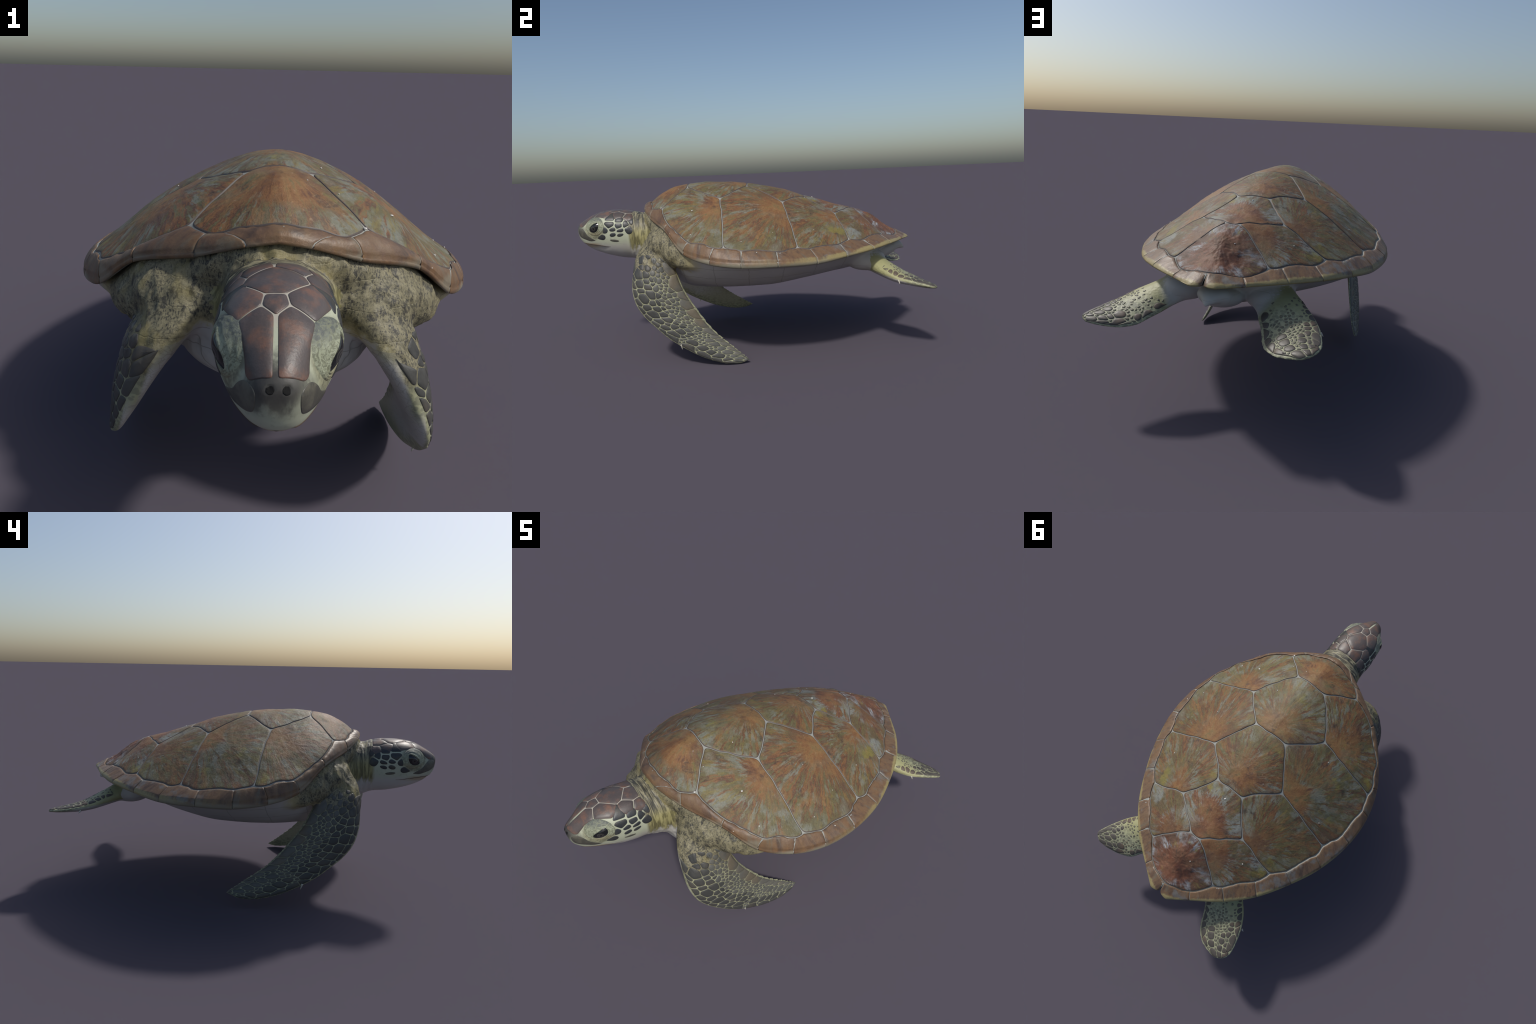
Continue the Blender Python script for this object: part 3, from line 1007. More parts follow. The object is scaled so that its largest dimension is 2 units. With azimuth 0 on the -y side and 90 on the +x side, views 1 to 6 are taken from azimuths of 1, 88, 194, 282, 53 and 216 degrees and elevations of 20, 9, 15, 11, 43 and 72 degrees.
def limb_material(name, plane, fore):
    """plane: x = a + b y + c z mid-surface (fore) or z = a + b x + c y (hind); its outer side is dorsal."""
    T, p, x, y, z, n1, n2, cells, crack, pale = skin_material(name)
    a, b, c = plane
    if fore:
        s = T.math("SUBTRACT", x, T.math("ADD", a, T.math("ADD", T.mul(y, b), T.mul(z, c))))
        if "right" in name:
            s = T.mul(s, -1.0)
    else:
        s = T.math("SUBTRACT", z, T.math("ADD", a, T.math("ADD", T.mul(x, b), T.mul(y, c))))
    wob = T.mul(T.math("SUBTRACT", n2, .5), .012)
    dorsal = T.step(T.math("ADD", s, wob), -.016, -.006)
    net = T.mix(n1, (.27, .27, .16), (.36, .37, .24))
    small = T.mix(T.step(cells, .42, .58), (.075, .077, .066), net)
    wr = T.noise(T.scale(p, (5, 22, 10)), 2.2, 6, 0.7, 1.2)
    dark = mottled(T, p, n1, n2, wr)
    if fore:
        upper = T.step(T.math("ADD", z, T.mul(T.math("SUBTRACT", n1, .5), .12)), .44, .53)
        dorsal = T.math("MAXIMUM", dorsal, T.mul(T.step(T.math("ADD", s, wob), -.045, -.030), T.step(z, .36, .44)))
        wob2 = T.math("ADD", T.mul(T.math("SUBTRACT", n1, .5), .10), T.mul(T.math("SUBTRACT", n2, .5), .06))
        line = T.math("SUBTRACT", .612, T.mul(T.step(T.math("ABSOLUTE", x), .18, .34), .09))
        zz = T.math("SUBTRACT", T.math("ADD", z, wob2), line)
        hood, halo = T.step(zz, -.015, .02), T.step(zz, -.05, .0)
        dorsal = T.math("MAXIMUM", dorsal, hood)
        back = T.mix(upper, T.mix(.55, small, net), dark)
        col = T.mix(dorsal, pale, back)
        tip = T.step(T.math("SUBTRACT", y, T.mul(z, 1.2)), -.36, -.10)
        spots = T.step(T.math("ADD", T.voronoi(p, 26), T.mul(n2, .25)), .40, .31)
        mid_ = T.step(T.math("ADD", T.math("SUBTRACT", y, T.mul(z, 1.2)), T.mul(T.math("SUBTRACT", n1, .5), .3)), -.66, -.42)
        under = T.mix(T.math("MAXIMUM", T.mul(mid_, .7), T.mul(halo, .75)), pale, T.mix(n2, (.31, .285, .15), (.38, .355, .22)))
        under = T.mix(T.mul(tip, spots, .9), under, (.035, .033, .028))
        col = T.mix(T.mul(T.step(crack, .05, .0), .45), under, (.17, .155, .12))
        col = T.mix(dorsal, col, back)
        bump = T.math("ADD", T.mul(wr, upper), T.mul(n2, .4))
    else:
        root = T.step(T.math("ADD", y, T.mul(T.math("SUBTRACT", n1, .5), .06)), .83, .74)
        back = T.mix(root, T.mix(.5, small, net), T.mix(n1, (.36, .36, .19), (.27, .26, .13)))
        hip = T.vmath("LENGTH", T.vmath("SUBTRACT", p, (.15 if "left" in name else -.135, .665, .470)))
        body_side = T.step(T.math("ADD", hip, T.mul(T.math("SUBTRACT", n1, .5), .05)), .105, .150)
        col = T.mix(T.mul(dorsal, body_side), pale, back)
        bump = T.math("ADD", n2, T.mul(cells, .4))
    return T.finish(col, .5, bump, .45, .005, .4)


def head_material():
    T, p, x, y, z, n1, n2, cells, crack, pale = skin_material("head_skin")
    mint = T.mix(n1, (.34, .365, .265), (.46, .485, .37))
    mint = T.mix(T.mul(T.step(T.noise(p, 60, 5, .7), .55, .7), .4), mint, (.20, .21, .16))
    beige = T.mix(n1, (.36, .335, .28), (.44, .41, .34))
    wob = T.mul(T.math("SUBTRACT", n1, .5), .05)
    # white throat, mint cheeks, beige seams over the crown
    col = T.mix(T.step(T.math("ADD", z, wob), .600, .650), pale, mint)
    col = T.mix(T.mul(T.step(z, .775, .795), T.step(y, -.93, -.90)), col, beige)
    # olive skin round the eyes
    for sx in (1, -1):
        e = T.vmath("LENGTH", T.vmath("MULTIPLY", T.vmath("SUBTRACT", p, (-.007 + .098 * sx, -.886, .722)), (.6, 1, 1.05)))
        rough_ = T.math("ADD", e, T.mul(T.math("SUBTRACT", n1, .5), .03))
        tone = T.mix(T.step(n2, .42, .60), (.12, .115, .07), T.mix(n1, (.22, .205, .115), (.33, .34, .235)))
        col = T.mix(T.mul(T.step(rough_, .078, .055), .85), col, tone)
    # smoky muzzle
    muzzle = T.mul(T.step(y, -.945, -.965), T.step(T.math("ADD", z, wob), .655, .69))
    smoke = T.step(T.noise(T.scale(p, (1, 1, .45)), 34, 4, .6), .40, .58)
    col = T.mix(T.mul(muzzle, T.math("ADD", .42, T.mul(smoke, .55))), col, (.095, .093, .076))
    nz = T.vmath("LENGTH", T.vmath("MULTIPLY", T.vmath("SUBTRACT", p, (-.007, -.99, .724)), (.7, 1, 1.2)))
    col = T.mix(T.mul(T.step(nz, .050, .018), .92), col, (.045, .042, .040))
    # tan edge along the jaw
    col = T.mix(T.mul(T.step(z, .64, .628), T.step(z, .60, .615), T.step(y, -.84, -.90), .7), col, (.32, .25, .14))
    folds = T.noise(T.scale(p, (3, 26, 3)), 3.0, 5, .65, .8)
    ragged = T.mul(T.math("SUBTRACT", folds, .5), .16)
    nape = T.mul(T.step(T.math("ADD", y, T.mul(wob, .5)), -.698, -.676), T.step(T.math("ADD", T.math("ADD", z, wob), ragged), .585, .615))
    napec = T.mix(T.step(folds, .44, .60), (.060, .058, .046), (.29, .265, .17))
    napec = T.mix(T.mul(T.step(T.math("ADD", z, wob), .745, .68), .7), napec, T.mix(T.step(folds, .42, .58), (.15, .135, .055), (.30, .275, .11)))
    col = T.mix(nape, col, napec)
    return T.finish(col, .5, T.math("ADD", T.mul(folds, nape), T.mul(n2, .3)), .35, .005, .4)


def fit_plane(info, sl, fore):
    P = info["mid"][sl]
    P = np.r_[info["lead"][sl], P, info["trail"][sl]]
    if fore:
        A, t = np.c_[np.ones(len(P)), P[:, 1], P[:, 2]], P[:, 0]
    else:
        A, t = np.c_[np.ones(len(P)), P[:, 0], P[:, 1]], P[:, 2]
    return [float(v) for v in np.linalg.lstsq(A, t, rcond=None)[0]]


MATS = {"torso": body_material(), "tail": None, "neck": None, "head": head_material()}
MATS["tail"] = MATS["torso"]
MATS["neck"] = MATS["head"]
for key, side in (("forelimb.L", "left"), ("forelimb.R", "right"), ("hindlimb.L", "left"), ("hindlimb.R", "right")):
    fore = key.startswith("fore")
    MATS[key] = limb_material(f"{side}_{key[:8]}_skin", fit_plane(LIMBS[key], slice(24, None), fore), fore)

# ------------------------------------------------------------------ split the skin by region
flab = []
order = ["torso", "head", "neck", "forelimb.L", "forelimb.R", "hindlimb.L", "hindlimb.R", "tail"]
code = np.array([order.index(l) for l in vlab])
pc = np.sort(code[polys], axis=1)
flab = pc[:, 1]
VN = vertex_normals(co)
PARTS = {}
for li, lab in enumerate(order):
    sel = polys[flab == li]
    used, inv = np.unique(sel, return_inverse=True)
    inv = inv.reshape(-1, 4)
    faces = [tuple(f) if f[2] != f[3] else tuple(f[:3]) for f in inv.tolist()]
    name = {"torso": "torso", "tail": "tail"}.get(lab, lab.split(".")[0])
    me = make_mesh(name, co[used], faces)
    me.normals_split_custom_set_from_vertices([tuple(v) for v in VN[used]])
    PARTS[lab] = add_part(name, me, turtle, MATS[lab])
print("skin faces", len(polys))

# ================================================================== PLATES ON THE SKIN
def snap(p, off):
    q, nn = on_skin(p)
    return q + nn * off


def from_side(y, z, side):
    """Point of the skin seen straight from the left (side 1) or right."""
    hit = skin_bvh.ray_cast(Vector((.4 * side, y, z)), Vector((-side, 0, 0)))
    return np.array(hit[0]) if hit[0] is not None else V3(.05 * side, y, z)


def resample(loop, step):
    loop = np.asarray(loop, float)
    nxt = np.roll(loop, -1, 0)
    L_ = np.linalg.norm(nxt - loop, axis=1)
    out = []
    for a_, b_, l in zip(loop, nxt, L_):
        k = max(1, int(round(l / step)))
        out += [a_ + (b_ - a_) * t for t in np.arange(k) / k]
    return np.array(out)


def soften(loop, n):
    for _ in range(n):
        loop = .25 * np.roll(loop, 1, 0) + .5 * loop + .25 * np.roll(loop, -1, 0)
    return loop


def plate_on_skin(loop, step=.004, inset=0.0, lift=.0016, dome=.0008, soft=2, rings=None, rough=.0):
    """Thin raised plate whose outline is a closed 3-D loop near the skin."""
    loop = soften(resample(loop, step), soft)
    c = loop.mean(0)
    if inset:
        nn = on_skin(c)[1]
        t = unit(np.roll(loop, -1, 0) - np.roll(loop, 1, 0))
        inn = unit(np.cross(nn, t))
        if np.mean(np.sum(inn * (c - loop), axis=1)) < 0:
            inn = -inn
        loop = loop + inn * inset
    R_ = np.linalg.norm(loop - c, axis=1).mean()
    rings = rings or int(np.clip(R_ / .005, 2, 9))
    levels = [(0.0, -.0022), (.0, lift * .45), (min(.25, .0016 / R_), lift)]
    levels += [(f, lift + dome * (1 - (1 - f) ** 2)) for f in np.linspace(0, 1, rings + 1)[1:-1] if f > .26 or rings < 4]
    V = []
    for f, o in levels:
        for p in loop * (1 - f) + c * f:
            e = rough * fbm(p, 70.0, 3, 1.0) if f > 0 else 0
            V.append(snap(p, o + e))
    V.append(snap(c, lift + dome))
    n = len(loop)
    F = grid_faces(len(levels), n, close=True)
    last = (len(levels) - 1) * n
    F += [(last + j, last + (j + 1) % n, len(V) - 1) for j in range(n)]
    nn = on_skin(c)[1]
    area = np.sum(np.cross(loop - c, np.roll(loop, -1, 0) - c), axis=0)
    if area @ nn < 0:
        F = [f[::-1] for f in F]
    return np.array(V), F


def place_plate(name, V, F, parent, mat):
    o = V[-1].copy()
    return add_part(name, make_mesh(name, V - o, F), parent, mat, o)


def head_scale_material(name, base, warm, edge):
    T = Tree(name)
    pos = T.n("ShaderNodeNewGeometry").outputs["Position"]
    rnd = T.n("ShaderNodeObjectInfo").outputs["Random"]
    n1, n2, n3 = T.noise(pos, 22, 5, .65), T.noise(T.scale(pos, (1, .35, 1)), 70, 5, .7), T.noise(pos, 200, 3, .7)
    col = T.mix(T.step(n1, .45, .68), base, warm)
    col = T.mix(T.mul(T.step(n2, .5, .72), .5), col, edge)
    v = T.math("ADD", T.math("ADD", .62, T.mul(n3, .5)), T.mul(rnd, .25))
    col = T.mix(1.0, col, T.combine(v, v, v), "MULTIPLY")
    return T.finish(col, T.math("ADD", .30, T.mul(n1, .25)), T.math("ADD", n2, n3), .2, .002, .45)


MAT_CROWN = head_scale_material("crown_scale", (.080, .066, .062), (.155, .085, .060), (.125, .098, .085))
MAT_CHEEK = head_scale_material("cheek_scale", (.030, .034, .038), (.050, .046, .038), (.075, .072, .055))
MAT_BEAK = head_scale_material("beak_scale", (.070, .068, .056), (.110, .105, .080), (.15, .145, .105))

HEAD_OB = PARTS["head"]
HX = -.0115
FM, FL, BL, P1, P2, P3, BM = (0, -.894, .794), (.0245, -.868, .80), (.019, -.836, .806), (.067, -.778, .805), (.058, -.752, .807), (0, -.714, .807), (.004, -.672, .80)
QA, QB, QC, QD, QE, QF, QG = (.0775, -.708, .796), (.066, -.675, .789), (.100, -.662, .774), (.112, -.724, .772), (.117, -.763, .769), (.112, -.698, .745), (.115, -.673, .76)
TY, PO, AE = (.095, -.786, .792), (.104, -.822, .774), (.068, -.888, .781)


def hp(p, side=1):
    return V3(HX + p[0] * side, p[1], p[2])


def both(*half):
    """Closed outline symmetric about the head's midline, given its left half front to back."""
    return [hp(p) for p in half] + [hp(p, -1) for p in half[::-1] if abs(p[0]) > 1e-6]


crown = [both(FM, FL, BL), both(BL, P1, P2, P3)]
for s in (1, -1):
    crown += [[hp(p, s) for p in q] for q in (
        [(.0024, -.891, .795), FL, AE, (.0585, -.925, .763), (.0575, -.945, .742), (.051, -.961, .723), (.038, -.974, .7205), (.022, -.9835, .7315), (.0024, -.988, .7345)],
        [FL, BL, P1, TY, PO, AE], [P1, P2, QA, QD, QE, TY], [QA, QB, QC, QG, QF, QD], [P2, P3, BM, QB, QA])]
for q in crown:
    V, F = plate_on_skin(q, inset=.0016, soft=3, lift=.0016, dome=.0012)
    place_plate("head_scale", V, F, HEAD_OB, MAT_CROWN)
def clip_half(poly, m, d):
    """Keep the part of a convex polygon with (p - m).d <= 0."""
    out = []
    dist = (poly - m) @ d
    for i in range(len(poly)):
        j = (i + 1) % len(poly)
        if dist[i] <= 0:
            out.append(poly[i])
        if (dist[i] < 0) != (dist[j] < 0) and dist[i] != dist[j]:
            out.append(poly[i] + (poly[j] - poly[i]) * dist[i] / (dist[i] - dist[j]))
    return np.array(out) if len(out) > 2 else None


# cheek scales: y, z, half length, half height, tilt (degrees), squareness
CHEEK = [(-.790, .776, .0235, .0175, 8, 3.2), (-.741, .759, .0235, .0115, 6, 3.6), (-.792, .741, .0235, .0150, 10, 2.8), (-.742, .733, .0205, .0140, 4, 3.0), (-.702, .736, .0140, .0165, 20, 3.0), (-.676, .752, .0100, .0150, 10, 3.2),
         (-.688, .708, .0150, .0190, 25, 2.6), (-.827, .709, .0165, .0130, -12, 2.3), (-.777, .712, .0135, .0085, 5, 2.2), (-.734, .704, .0165, .0080, 22, 2.3), (-.778, .682, .0155, .0095, 12, 2.2), (-.736, .680, .0165, .0080, 14, 2.2),
         (-.848, .672, .0235, .0145, -14, 2.5), (-.772, .649, .0225, .0060, -8, 2.0)]
for s in (1, -1):
    for i, (y, z, ry, rz, tilt, ex) in enumerate(CHEEK):
        t = np.linspace(0, 2 * np.pi, 36, endpoint=False)
        jit = 1 + .05 * np.array([fbm((math.cos(q) + i, math.sin(q), s), 1.6, 2, 4.0) for q in t])
        u_, v_ = np.sign(np.cos(t)) * abs(np.cos(t)) ** (2 / ex) * ry * jit, np.sign(np.sin(t)) * abs(np.sin(t)) ** (2 / ex) * rz * jit
        ct, st = math.cos(math.radians(tilt)), math.sin(math.radians(tilt))
        up = z > .70
        k_ = 1.42 if up else 1.18
        poly = np.c_[y + k_ * (u_ * ct - v_ * st), z + k_ * (u_ * st + v_ * ct)]
        mine = math.sqrt(ry * rz)
        for q in [c_[:2] + (math.sqrt(c_[2] * c_[3]),) for j, c_ in enumerate(CHEEK) if j != i] + [(-.745, .797, .016), (-.69, .776, .013), (-.82, .803, .018), (-.884, .724, .050)]:
            v2 = np.array(q[:2]) - (y, z)
            d2 = np.linalg.norm(v2)
            if poly is not None and d2 < .085:
                t2 = np.clip(.5 + (mine ** 2 - q[2] ** 2) / (2 * d2 * d2), .25, .75) if q[2] < .04 else 1 - .052 / d2
                poly = clip_half(poly, np.array([y, z]) + v2 * t2 - v2 / d2 * .0030, v2 / d2)
        loop = [from_side(p_[0], p_[1], s) for p_ in soften(resample(poly, .003), 3)]
        V, F = plate_on_skin(loop, soft=2, lift=.0014, dome=.001, step=.003)
        place_plate("head_scale", V, F, HEAD_OB, MAT_CHEEK if i != 13 else MAT_BEAK)
    beak = [(-.9915, .712), (-.984, .7175), (-.972, .7195), (-.960, .716), (-.947, .702), (-.932, .679), (-.902, .661), (-.882, .650), (-.918, .645), (-.944, .654), (-.968, .662), (-.984, .672), (-.991, .690)]
    V, F = plate_on_skin([from_side(y, z, s) for y, z in beak], soft=5, lift=.001, dome=.0006)
    place_plate("beak_scale", V, F, HEAD_OB, MAT_BEAK)

# ---- eyes and lids
T = Tree("eyeball")
rr_ = T.vmath("LENGTH", T.vmath("MULTIPLY", T.coord, (0, 1, 1)))
ec = T.mix(T.step(rr_, .0125, .0145), (.050, .048, .043), (.010, .011, .012))
ec = T.mix(T.mul(T.step(rr_, .0075, .0095), T.step(rr_, .0125, .0105)), ec, (.022, .022, .022))
ec = T.mix(T.step(rr_, .0058, .0046), ec, (.004, .004, .004))
MAT_EYE = T.finish(ec, .12, None, spec=.6)

T = Tree("eyelid_skin")
pos = T.coord
n1, n2 = T.noise(pos, 28, 4, .6), T.noise(pos, 85, 5, .7, 1.5)
y_, z_ = T.xyz(pos)[1:]
lc = T.mix(n1, (.24, .26, .16), (.40, .43, .33))
lc = T.mix(T.mul(T.step(n2, .54, .42), .7), lc, (.11, .115, .075))
lc = T.mix(T.mul(T.step(T.math("ADD", z_, T.mul(n1, .03)), .762, .785), T.step(n2, .44, .52), .8), lc, (.075, .085, .085))
lc = T.mix(T.mul(T.step(T.math("ADD", z_, T.mul(n1, .04)), .735, .70), .7), lc, T.mix(n2, (.15, .125, .07), (.29, .25, .145)))
lcell = T.voronoi(T.scale(pos, (1, .8, 1)), 75, "DISTANCE_TO_EDGE")
lc = T.mix(T.mul(T.step(lcell, .10, .22), T.step(z_, .745, .765), .75), lc, (.10, .11, .10))
MAT_LID = T.finish(lc, .5, n2, .5, .004, .4)

for s in (1, -1):
    t = np.linspace(0, 2 * np.pi, 72, endpoint=False)
    ey, ez, tilt = -.884, .724, math.radians(40)
    al = np.c_[.0345 * np.cos(t), np.where(np.sin(t) > 0, .0125, .0275) * np.sign(np.sin(t)) * abs(np.sin(t)) ** 1.1 * (1 - .10 * np.cos(t)) + .003]
    al = np.c_[al[:, 0] * math.cos(tilt) - al[:, 1] * math.sin(tilt), al[:, 0] * math.sin(tilt) + al[:, 1] * math.cos(tilt)]
    ov = np.c_[.058 * np.cos(t + tilt), .054 * np.sin(t + tilt)]
    loop = [from_side(ey + a_, ez + b_, s) for a_, b_ in al * 1.06]
    V, F = plate_on_skin(loop, soft=0, step=.002, lift=.0006, dome=.0042, rings=9)
    place_plate("eye", V, F, HEAD_OB, MAT_EYE)
    rows = []
    for f, h in ((.0, -.001), (.0, .0030), (.06, .0044), (.14, .0038), (.22, .0016), (.32, .0034), (.42, .0040), (.52, .0022), (.62, .0028), (.72, .0028), (.82, .0012), (.92, .0002), (1.0, -.0022)):
        w2 = al * (1 - f) + (ov + (.003, .006)) * f
        row = []
        for j, (a_, b_) in enumerate(w2):
            upper = .5 + .5 * math.sin(t[j])
            p = from_side(ey + a_, ez + b_, s)
            nn = on_skin(p)[1]
            wr = .0007 * fbm((math.cos(t[j]) * 3, math.sin(t[j]) * 3, f * 4), 2.0, 3, 2.0) if 0 < f < 1 else 0
            row.append(p + nn * (h * (.75 + .5 * upper) + wr))
        rows.append(row)
    G = np.array(rows)
    F = grid_faces(*G.shape[:2], close=True)
    add_part("eyelid", make_mesh("eyelid", G.reshape(-1, 3), F if s < 0 else [f[::-1] for f in F]), HEAD_OB, MAT_LID)

# ---- mouth line and nostrils, flat discs coloured black for the dark inside the holes
def tube(path, radius, n=10):
    path = np.asarray(path, float)
    rad = np.broadcast_to(radius, len(path))
    tg_ = unit(np.gradient(path, axis=0))
    sd_ = unit(np.cross(tg_, (0.1, 0.2, 1)))
    up_ = np.cross(sd_, tg_)
    a_ = np.linspace(0, 2 * np.pi, n, endpoint=False)
    V = np.concatenate([p + r * (np.cos(a_)[:, None] * s1 + np.sin(a_)[:, None] * u1) for p, r, s1, u1 in zip(path, rad, sd_, up_)])
    return V, grid_faces(len(path), n, close=True) + [tuple(range(n))[::-1], tuple((len(path) - 1) * n + j for j in range(n))]


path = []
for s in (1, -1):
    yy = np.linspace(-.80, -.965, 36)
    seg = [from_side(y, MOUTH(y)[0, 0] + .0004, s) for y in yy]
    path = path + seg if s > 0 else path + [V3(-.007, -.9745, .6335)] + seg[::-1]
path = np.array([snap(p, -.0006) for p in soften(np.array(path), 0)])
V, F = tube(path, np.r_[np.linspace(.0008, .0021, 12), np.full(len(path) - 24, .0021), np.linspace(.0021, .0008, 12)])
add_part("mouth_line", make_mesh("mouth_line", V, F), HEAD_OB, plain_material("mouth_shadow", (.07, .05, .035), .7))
MAT_NOSTRIL = plain_material("nostril_dark_paint", (.004, .004, .004), .9)
for s in (1, -1):
    t = np.linspace(0, 2 * np.pi, 24, endpoint=False)
    loop = [snap(V3(-.007 + .0128 * s + .0062 * math.cos(q), -1.0, .7225 + .0066 * math.sin(q)), 0) for q in t]
    V, F = plate_on_skin(loop, soft=0, step=.001, lift=.0005, dome=.0003)
    place_plate("nostril", V, F, HEAD_OB, MAT_NOSTRIL)


# ================================================================== FLIPPER SCALES
class Chart:
    """Flat chart of a limb's back: X along the limb, Y across it, in metres."""

    LIMIT = .955

    def __init__(self, info):
        self.i = info
        self.W = np.linalg.norm(info["trail"] - info["lead"], axis=1)
        self.s = np.r_[0, np.cumsum(np.linalg.norm(np.diff(info["mid"], axis=0), axis=1))]

    def width(self, X):
        return np.interp(X, self.s, self.W)

    def at(self, X, Y):
        W = self.width(X)
        c = float(np.clip(Y / W + .5, .012, self.LIMIT))
        g = lambda A: np.array([np.interp(X, self.s, A[:, k]) for k in range(3)])
        th = np.interp(X, self.s, self.i["th"])
        sh = (c ** .55) * (1 - c) ** .75 / .40
        nn = unit(g(self.i["nrm"]))
        return g(self.i["lead"]) * (1 - c) + g(self.i["trail"]) * c + nn * (th * .5 * sh + .003)


def scatter(chart, x0, x1, rows, radius, seed):
    """Seeds: given rows along the edges first, then a size-graded random filling."""
    rng = random.Random(seed)
    S = []
    for c, x_a, x_b, gap_a, gap_b, wt in rows:
        X = x_a
        while X < x_b:
            f = (X - x_a) / (x_b - x_a + 1e-9)
            gp = gap_a + (gap_b - gap_a) * f
            k = rng.uniform(.78, 1.22)
            S.append((X + rng.uniform(-.12, .12) * gp, (c - .5 + rng.uniform(-.022, .022)) * chart.width(X), gp * wt * k))
            X += gp * k
    for _ in range(9000):
        X, c = rng.uniform(x0, x1), rng.uniform(.05, .95)
        Y = (c - .5) * chart.width(X)
        r = radius((X - x0) / (x1 - x0), c)
        if all((X - a) ** 2 + (Y - b) ** 2 > (.80 * (r + q)) ** 2 for a, b, q in S):
            S.append((X, Y, r))
    return np.array(S)


def scale_loops(chart, S, x0, x1, gap, lo=.02, hi=.955):
    loops = []
    for i, (X, Y, r) in enumerate(S):
        P = np.array([(X - .08, Y - .08), (X + .08, Y - .08), (X + .08, Y + .08), (X - .08, Y + .08)])
        d2 = np.hypot(S[:, 0] - X, S[:, 1] - Y)
        for j in np.argsort(d2)[1:30]:
            if P is None:
                break
            v = S[j, :2] - (X, Y)
            L_ = np.linalg.norm(v)
            t = .5 + (r * r - S[j, 2] ** 2) / (2 * L_ * L_)
            P = clip_half(P, np.array([X, Y]) + v * np.clip(t, .2, .8) - v / L_ * gap(X, Y, min(r, S[j, 2])) * .5, v / L_)
        for m, d in (((x0, 0), (-1, 0)), ((x1, 0), (1, 0))):
            P = clip_half(P, np.array(m, float), np.array(d, float)) if P is not None else None
        if P is not None:
            W = chart.width(P[:, 0])
            P[:, 1] = np.clip(P[:, 1], (lo - .5) * W, (hi - .5) * W)
            a_ = .5 * abs(np.sum(P[:, 0] * np.roll(P[:, 1], -1) - np.roll(P[:, 0], -1) * P[:, 1]))
            if a_ > .006 ** 2:
                loops.append((a_, P))
    return loops


def flipper_scale_material(name, dark, mid_, lip):
    T = Tree(name)
    pos = T.n("ShaderNodeNewGeometry").outputs["Position"]
    rnd = T.n("ShaderNodeObjectInfo").outputs["Random"]
    n1, n2, n3 = T.noise(pos, 26, 4, .6), T.noise(pos, 9, 3, .5), T.noise(pos, 190, 3, .7)
    col = T.mix(T.math("ADD", T.mul(n1, .7), T.mul(rnd, .3)), dark, mid_)
    col = T.mix(T.mul(T.step(n2, .50, .66), .45), col, lip)
    v = T.math("ADD", .78, T.mul(n3, .44))
    col = T.mix(1.0, col, T.combine(v, v, v), "MULTIPLY")
    return T.finish(col, T.math("ADD", .36, T.mul(n1, .2)), T.math("ADD", n3, n1), .2, .002, .4)


MAT_FORE = flipper_scale_material("forelimb_scale", (.060, .062, .058), (.120, .120, .105), (.125, .110, .080))
MAT_FORE_LEAD = flipper_scale_material("forelimb_lead_scale", (.034, .036, .036), (.075, .074, .066), (.095, .080, .060))
MAT_FORE_EDGE = flipper_scale_material("forelimb_edge_scale", (.080, .080, .072), (.135, .130, .110), (.165, .125, .070))
MAT_HIND = flipper_scale_material("hindlimb_scale", (.048, .043, .038), (.10, .088, .072), (.14, .095, .06))

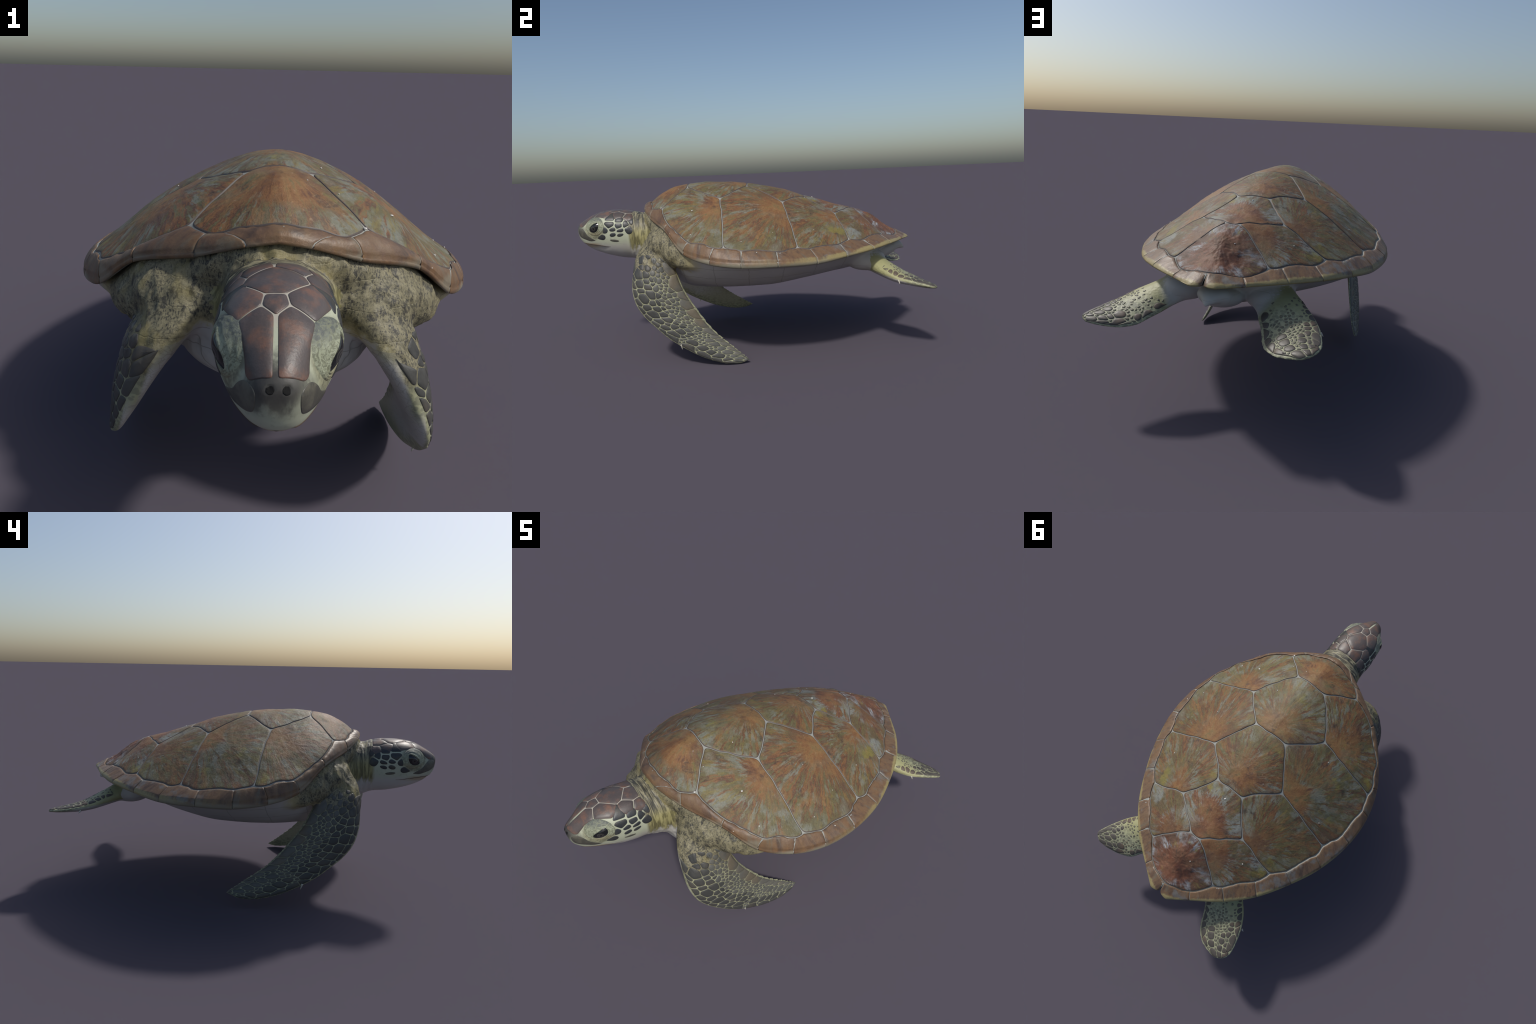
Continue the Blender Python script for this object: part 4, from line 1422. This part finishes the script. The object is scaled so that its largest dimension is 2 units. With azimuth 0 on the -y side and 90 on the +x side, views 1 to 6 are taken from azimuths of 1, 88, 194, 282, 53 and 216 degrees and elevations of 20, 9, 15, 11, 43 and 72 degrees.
MAT_HIND_SMALL = flipper_scale_material("hindlimb_granule", (.085, .082, .062), (.15, .145, .10), (.17, .15, .09))
pending = []
for key in ("forelimb.L", "forelimb.R", "hindlimb.L", "hindlimb.R"):
    ch = Chart(LIMBS[key])
    total = ch.s[-1]
    if key.startswith("fore"):
        zmid = LIMBS[key]["mid"][:, 2]
        x0 = float(np.interp(-.47, -zmid, ch.s))
        xt = x0 - .05
        x1 = total - .012
        knee = x0 + (x1 - x0) * .62
        rows = [(.90, xt + .01, knee, .072, .056, .68), (.92, knee + .03, x1, .046, .034, .62), (.045, x0 - .03, knee, .044, .056, .52), (.17, x0 - .01, knee - .03, .042, .048, .58), (.34, x0 + .03, knee - .06, .038, .040, .55),
                (.055, knee + .03, x1, .060, .066, .55), (.30, knee + .01, x1 - .02, .048, .044, .62), (.66, knee + .02, x1 - .03, .044, .038, .60)]

        def radius(f, c):
            base = .0090 + .008 * abs(c - .62) / .4 + (.004 if (X_seed := math.sin(f * 37 + c * 23)) > .4 else 0)
            return max(.0052, base * min(1, .80 + f * 3)) if f < .62 else .010

        S = scatter(ch, x0 - .12, x1, rows, radius, 5 if key.endswith("L") else 6)
        loops = scale_loops(ch, S, x0 - .14, total - .003, lambda X, Y, r: .0023 + .0010 * (r > .012))
    else:
        x0, x1 = ch.s[np.searchsorted(LIMBS[key]["mid"][:, 1], .715 if key.endswith("L") else .715)], total - .006
        far = x0 + (x1 - x0) * .60
        rows = [(.07, x0 + .03, far, .024, .036, .55), (.07, far + .02, x1, .045, .040, .60), (.93, x0 + .04, far, .050, .040, .50), (.93, far + .03, x1, .045, .036, .62), (.36, far + .02, x1 - .01, .032, .034, .60), (.66, far, x1 - .01, .034, .034, .62), (.22, far - .05, x1 - .04, .026, .03, .58)]

        def radius(f, c):
            return .0088 if f < .6 else .0085

        S = scatter(ch, x0, x1, rows, radius, 8 if key.endswith("L") else 9)
        loops = scale_loops(ch, S, x0, total - .002, lambda X, Y, r: .0034 + .0040 * np.clip((far - X) / (far - x0), 0, 1))
    drop = random.Random(3)
    if key.startswith("hind"):
        loops = [q for q in loops if q[1][:, 0].mean() > far or q[0] > .018 ** 2 or drop.random() < .25 + .75 * (q[1][:, 0].mean() - x0) / (far - x0)]
    for a_, P in loops:
        if key.startswith("fore") and (P[:, 0].min() < x0 - .135 or drop.random() > (P[:, 0].mean() - x0 + .125) / .09) and P[:, 0].mean() < x0 + .01:
            continue
        W = ch.width(P[:, 0])
        edge = (P[:, 1] / W).mean() > .30 and key.startswith("fore")
        small = math.sqrt(a_) < .013
        Q = soften(resample(P, .0035 if not small else .0025), 3 if small else 4)
        loop3 = [ch.at(x, y) for x, y in Q]
        V, F = plate_on_skin(loop3, step=.02, soft=0, lift=.0016 if not small else .0011, dome=.0016 if edge else .0008, rings=4 if not small else 2)
        pending.append((a_, key, V, F, "edge" if edge else "lead" if key.startswith("fore") and (P[:, 1] / W).mean() < -.02 else ""))
pending.sort(key=lambda q: -q[0])
for a_, key, V, F, edge in pending[:300]:
    mat = MAT_HIND if key.startswith("hind") else MAT_FORE_EDGE if edge == "edge" else MAT_FORE_LEAD if edge == "lead" else MAT_FORE
    place_plate("flipper_scale", V, F, PARTS[key], mat)
for key in ("forelimb.L", "forelimb.R", "hindlimb.L", "hindlimb.R"):
    VV, FF, off = [], [], 0
    for a_, k2, V, F, edge in pending[300:]:
        if k2 == key:
            VV.append(V)
            FF += [tuple(i + off for i in f) for f in F]
            off += len(V)
    if VV:
        ob = add_part("granular_scales", make_mesh("granular_scales", np.concatenate(VV), FF), PARTS[key], MAT_HIND_SMALL if key.startswith("hind") else MAT_FORE)
        ob["kind"] = "stuff"

# ---- claws
MAT_CLAW = plain_material("claw_horn", (.50, .48, .40), .5)
for key, base, tipv in (("forelimb.L", V3(.434, -.398, .128), V3(.430, -.393, .098)), ("forelimb.R", repose(V3(-.434, -.398, .128)), repose(V3(-.430, -.393, .098))),
                        ("hindlimb.L", V3(.452, .742, .412), V3(.462, .745, .393)), ("hindlimb.R", V3(-.440, .800, .420), V3(-.452, .806, .410))):
    pth = np.array([base + (tipv - base) * t for t in np.linspace(0, 1, 6)])
    V, F = tube(pth, np.linspace(.0055, .0012, 6))
    add_part("claw", make_mesh("claw", V, F), PARTS[key], MAT_CLAW)

# ---- barnacle flecks on the shell
MAT_BARNACLE = plain_material("barnacle", (.62, .60, .55), .6, 200, .4)
FLECKS = [(.31, -.309, .0045), (.44, -.311, .003), (.518, -.059, .0025), (-.013, .366, .0045), (.121, -.225, .003), (.399, -.419, .0025), (.585, .013, .003), (.206, -.484, .0045), (.07, -.40, .002), (-.30, -.1, .0022), (-.261, .55, .003), (.398, .316, .0025),
          (.46, .10, .002), (-.05, .70, .003), (.15, -.40, .002), (-.44, .15, .0022), (.33, .02, .0018), (-.12, .20, .0018)]
for x, y, r_ in FLECKS:
    z = SHELL_Z(x, y)[0] + .004
    bm = bmesh.new()
    bmesh.ops.create_icosphere(bm, subdivisions=2, radius=r_)
    for v in bm.verts:
        v.co *= 1 + .25 * mnoise.noise(v.co * 400 + Vector((x * 9, y * 9, 0)))
        v.co.z *= .6
    me = bpy.data.meshes.new("barnacle")
    bm.to_mesh(me)
    bm.free()
    add_part("barnacle", me, carapace, MAT_BARNACLE, (x, y, z))
print("plates", len(pending))
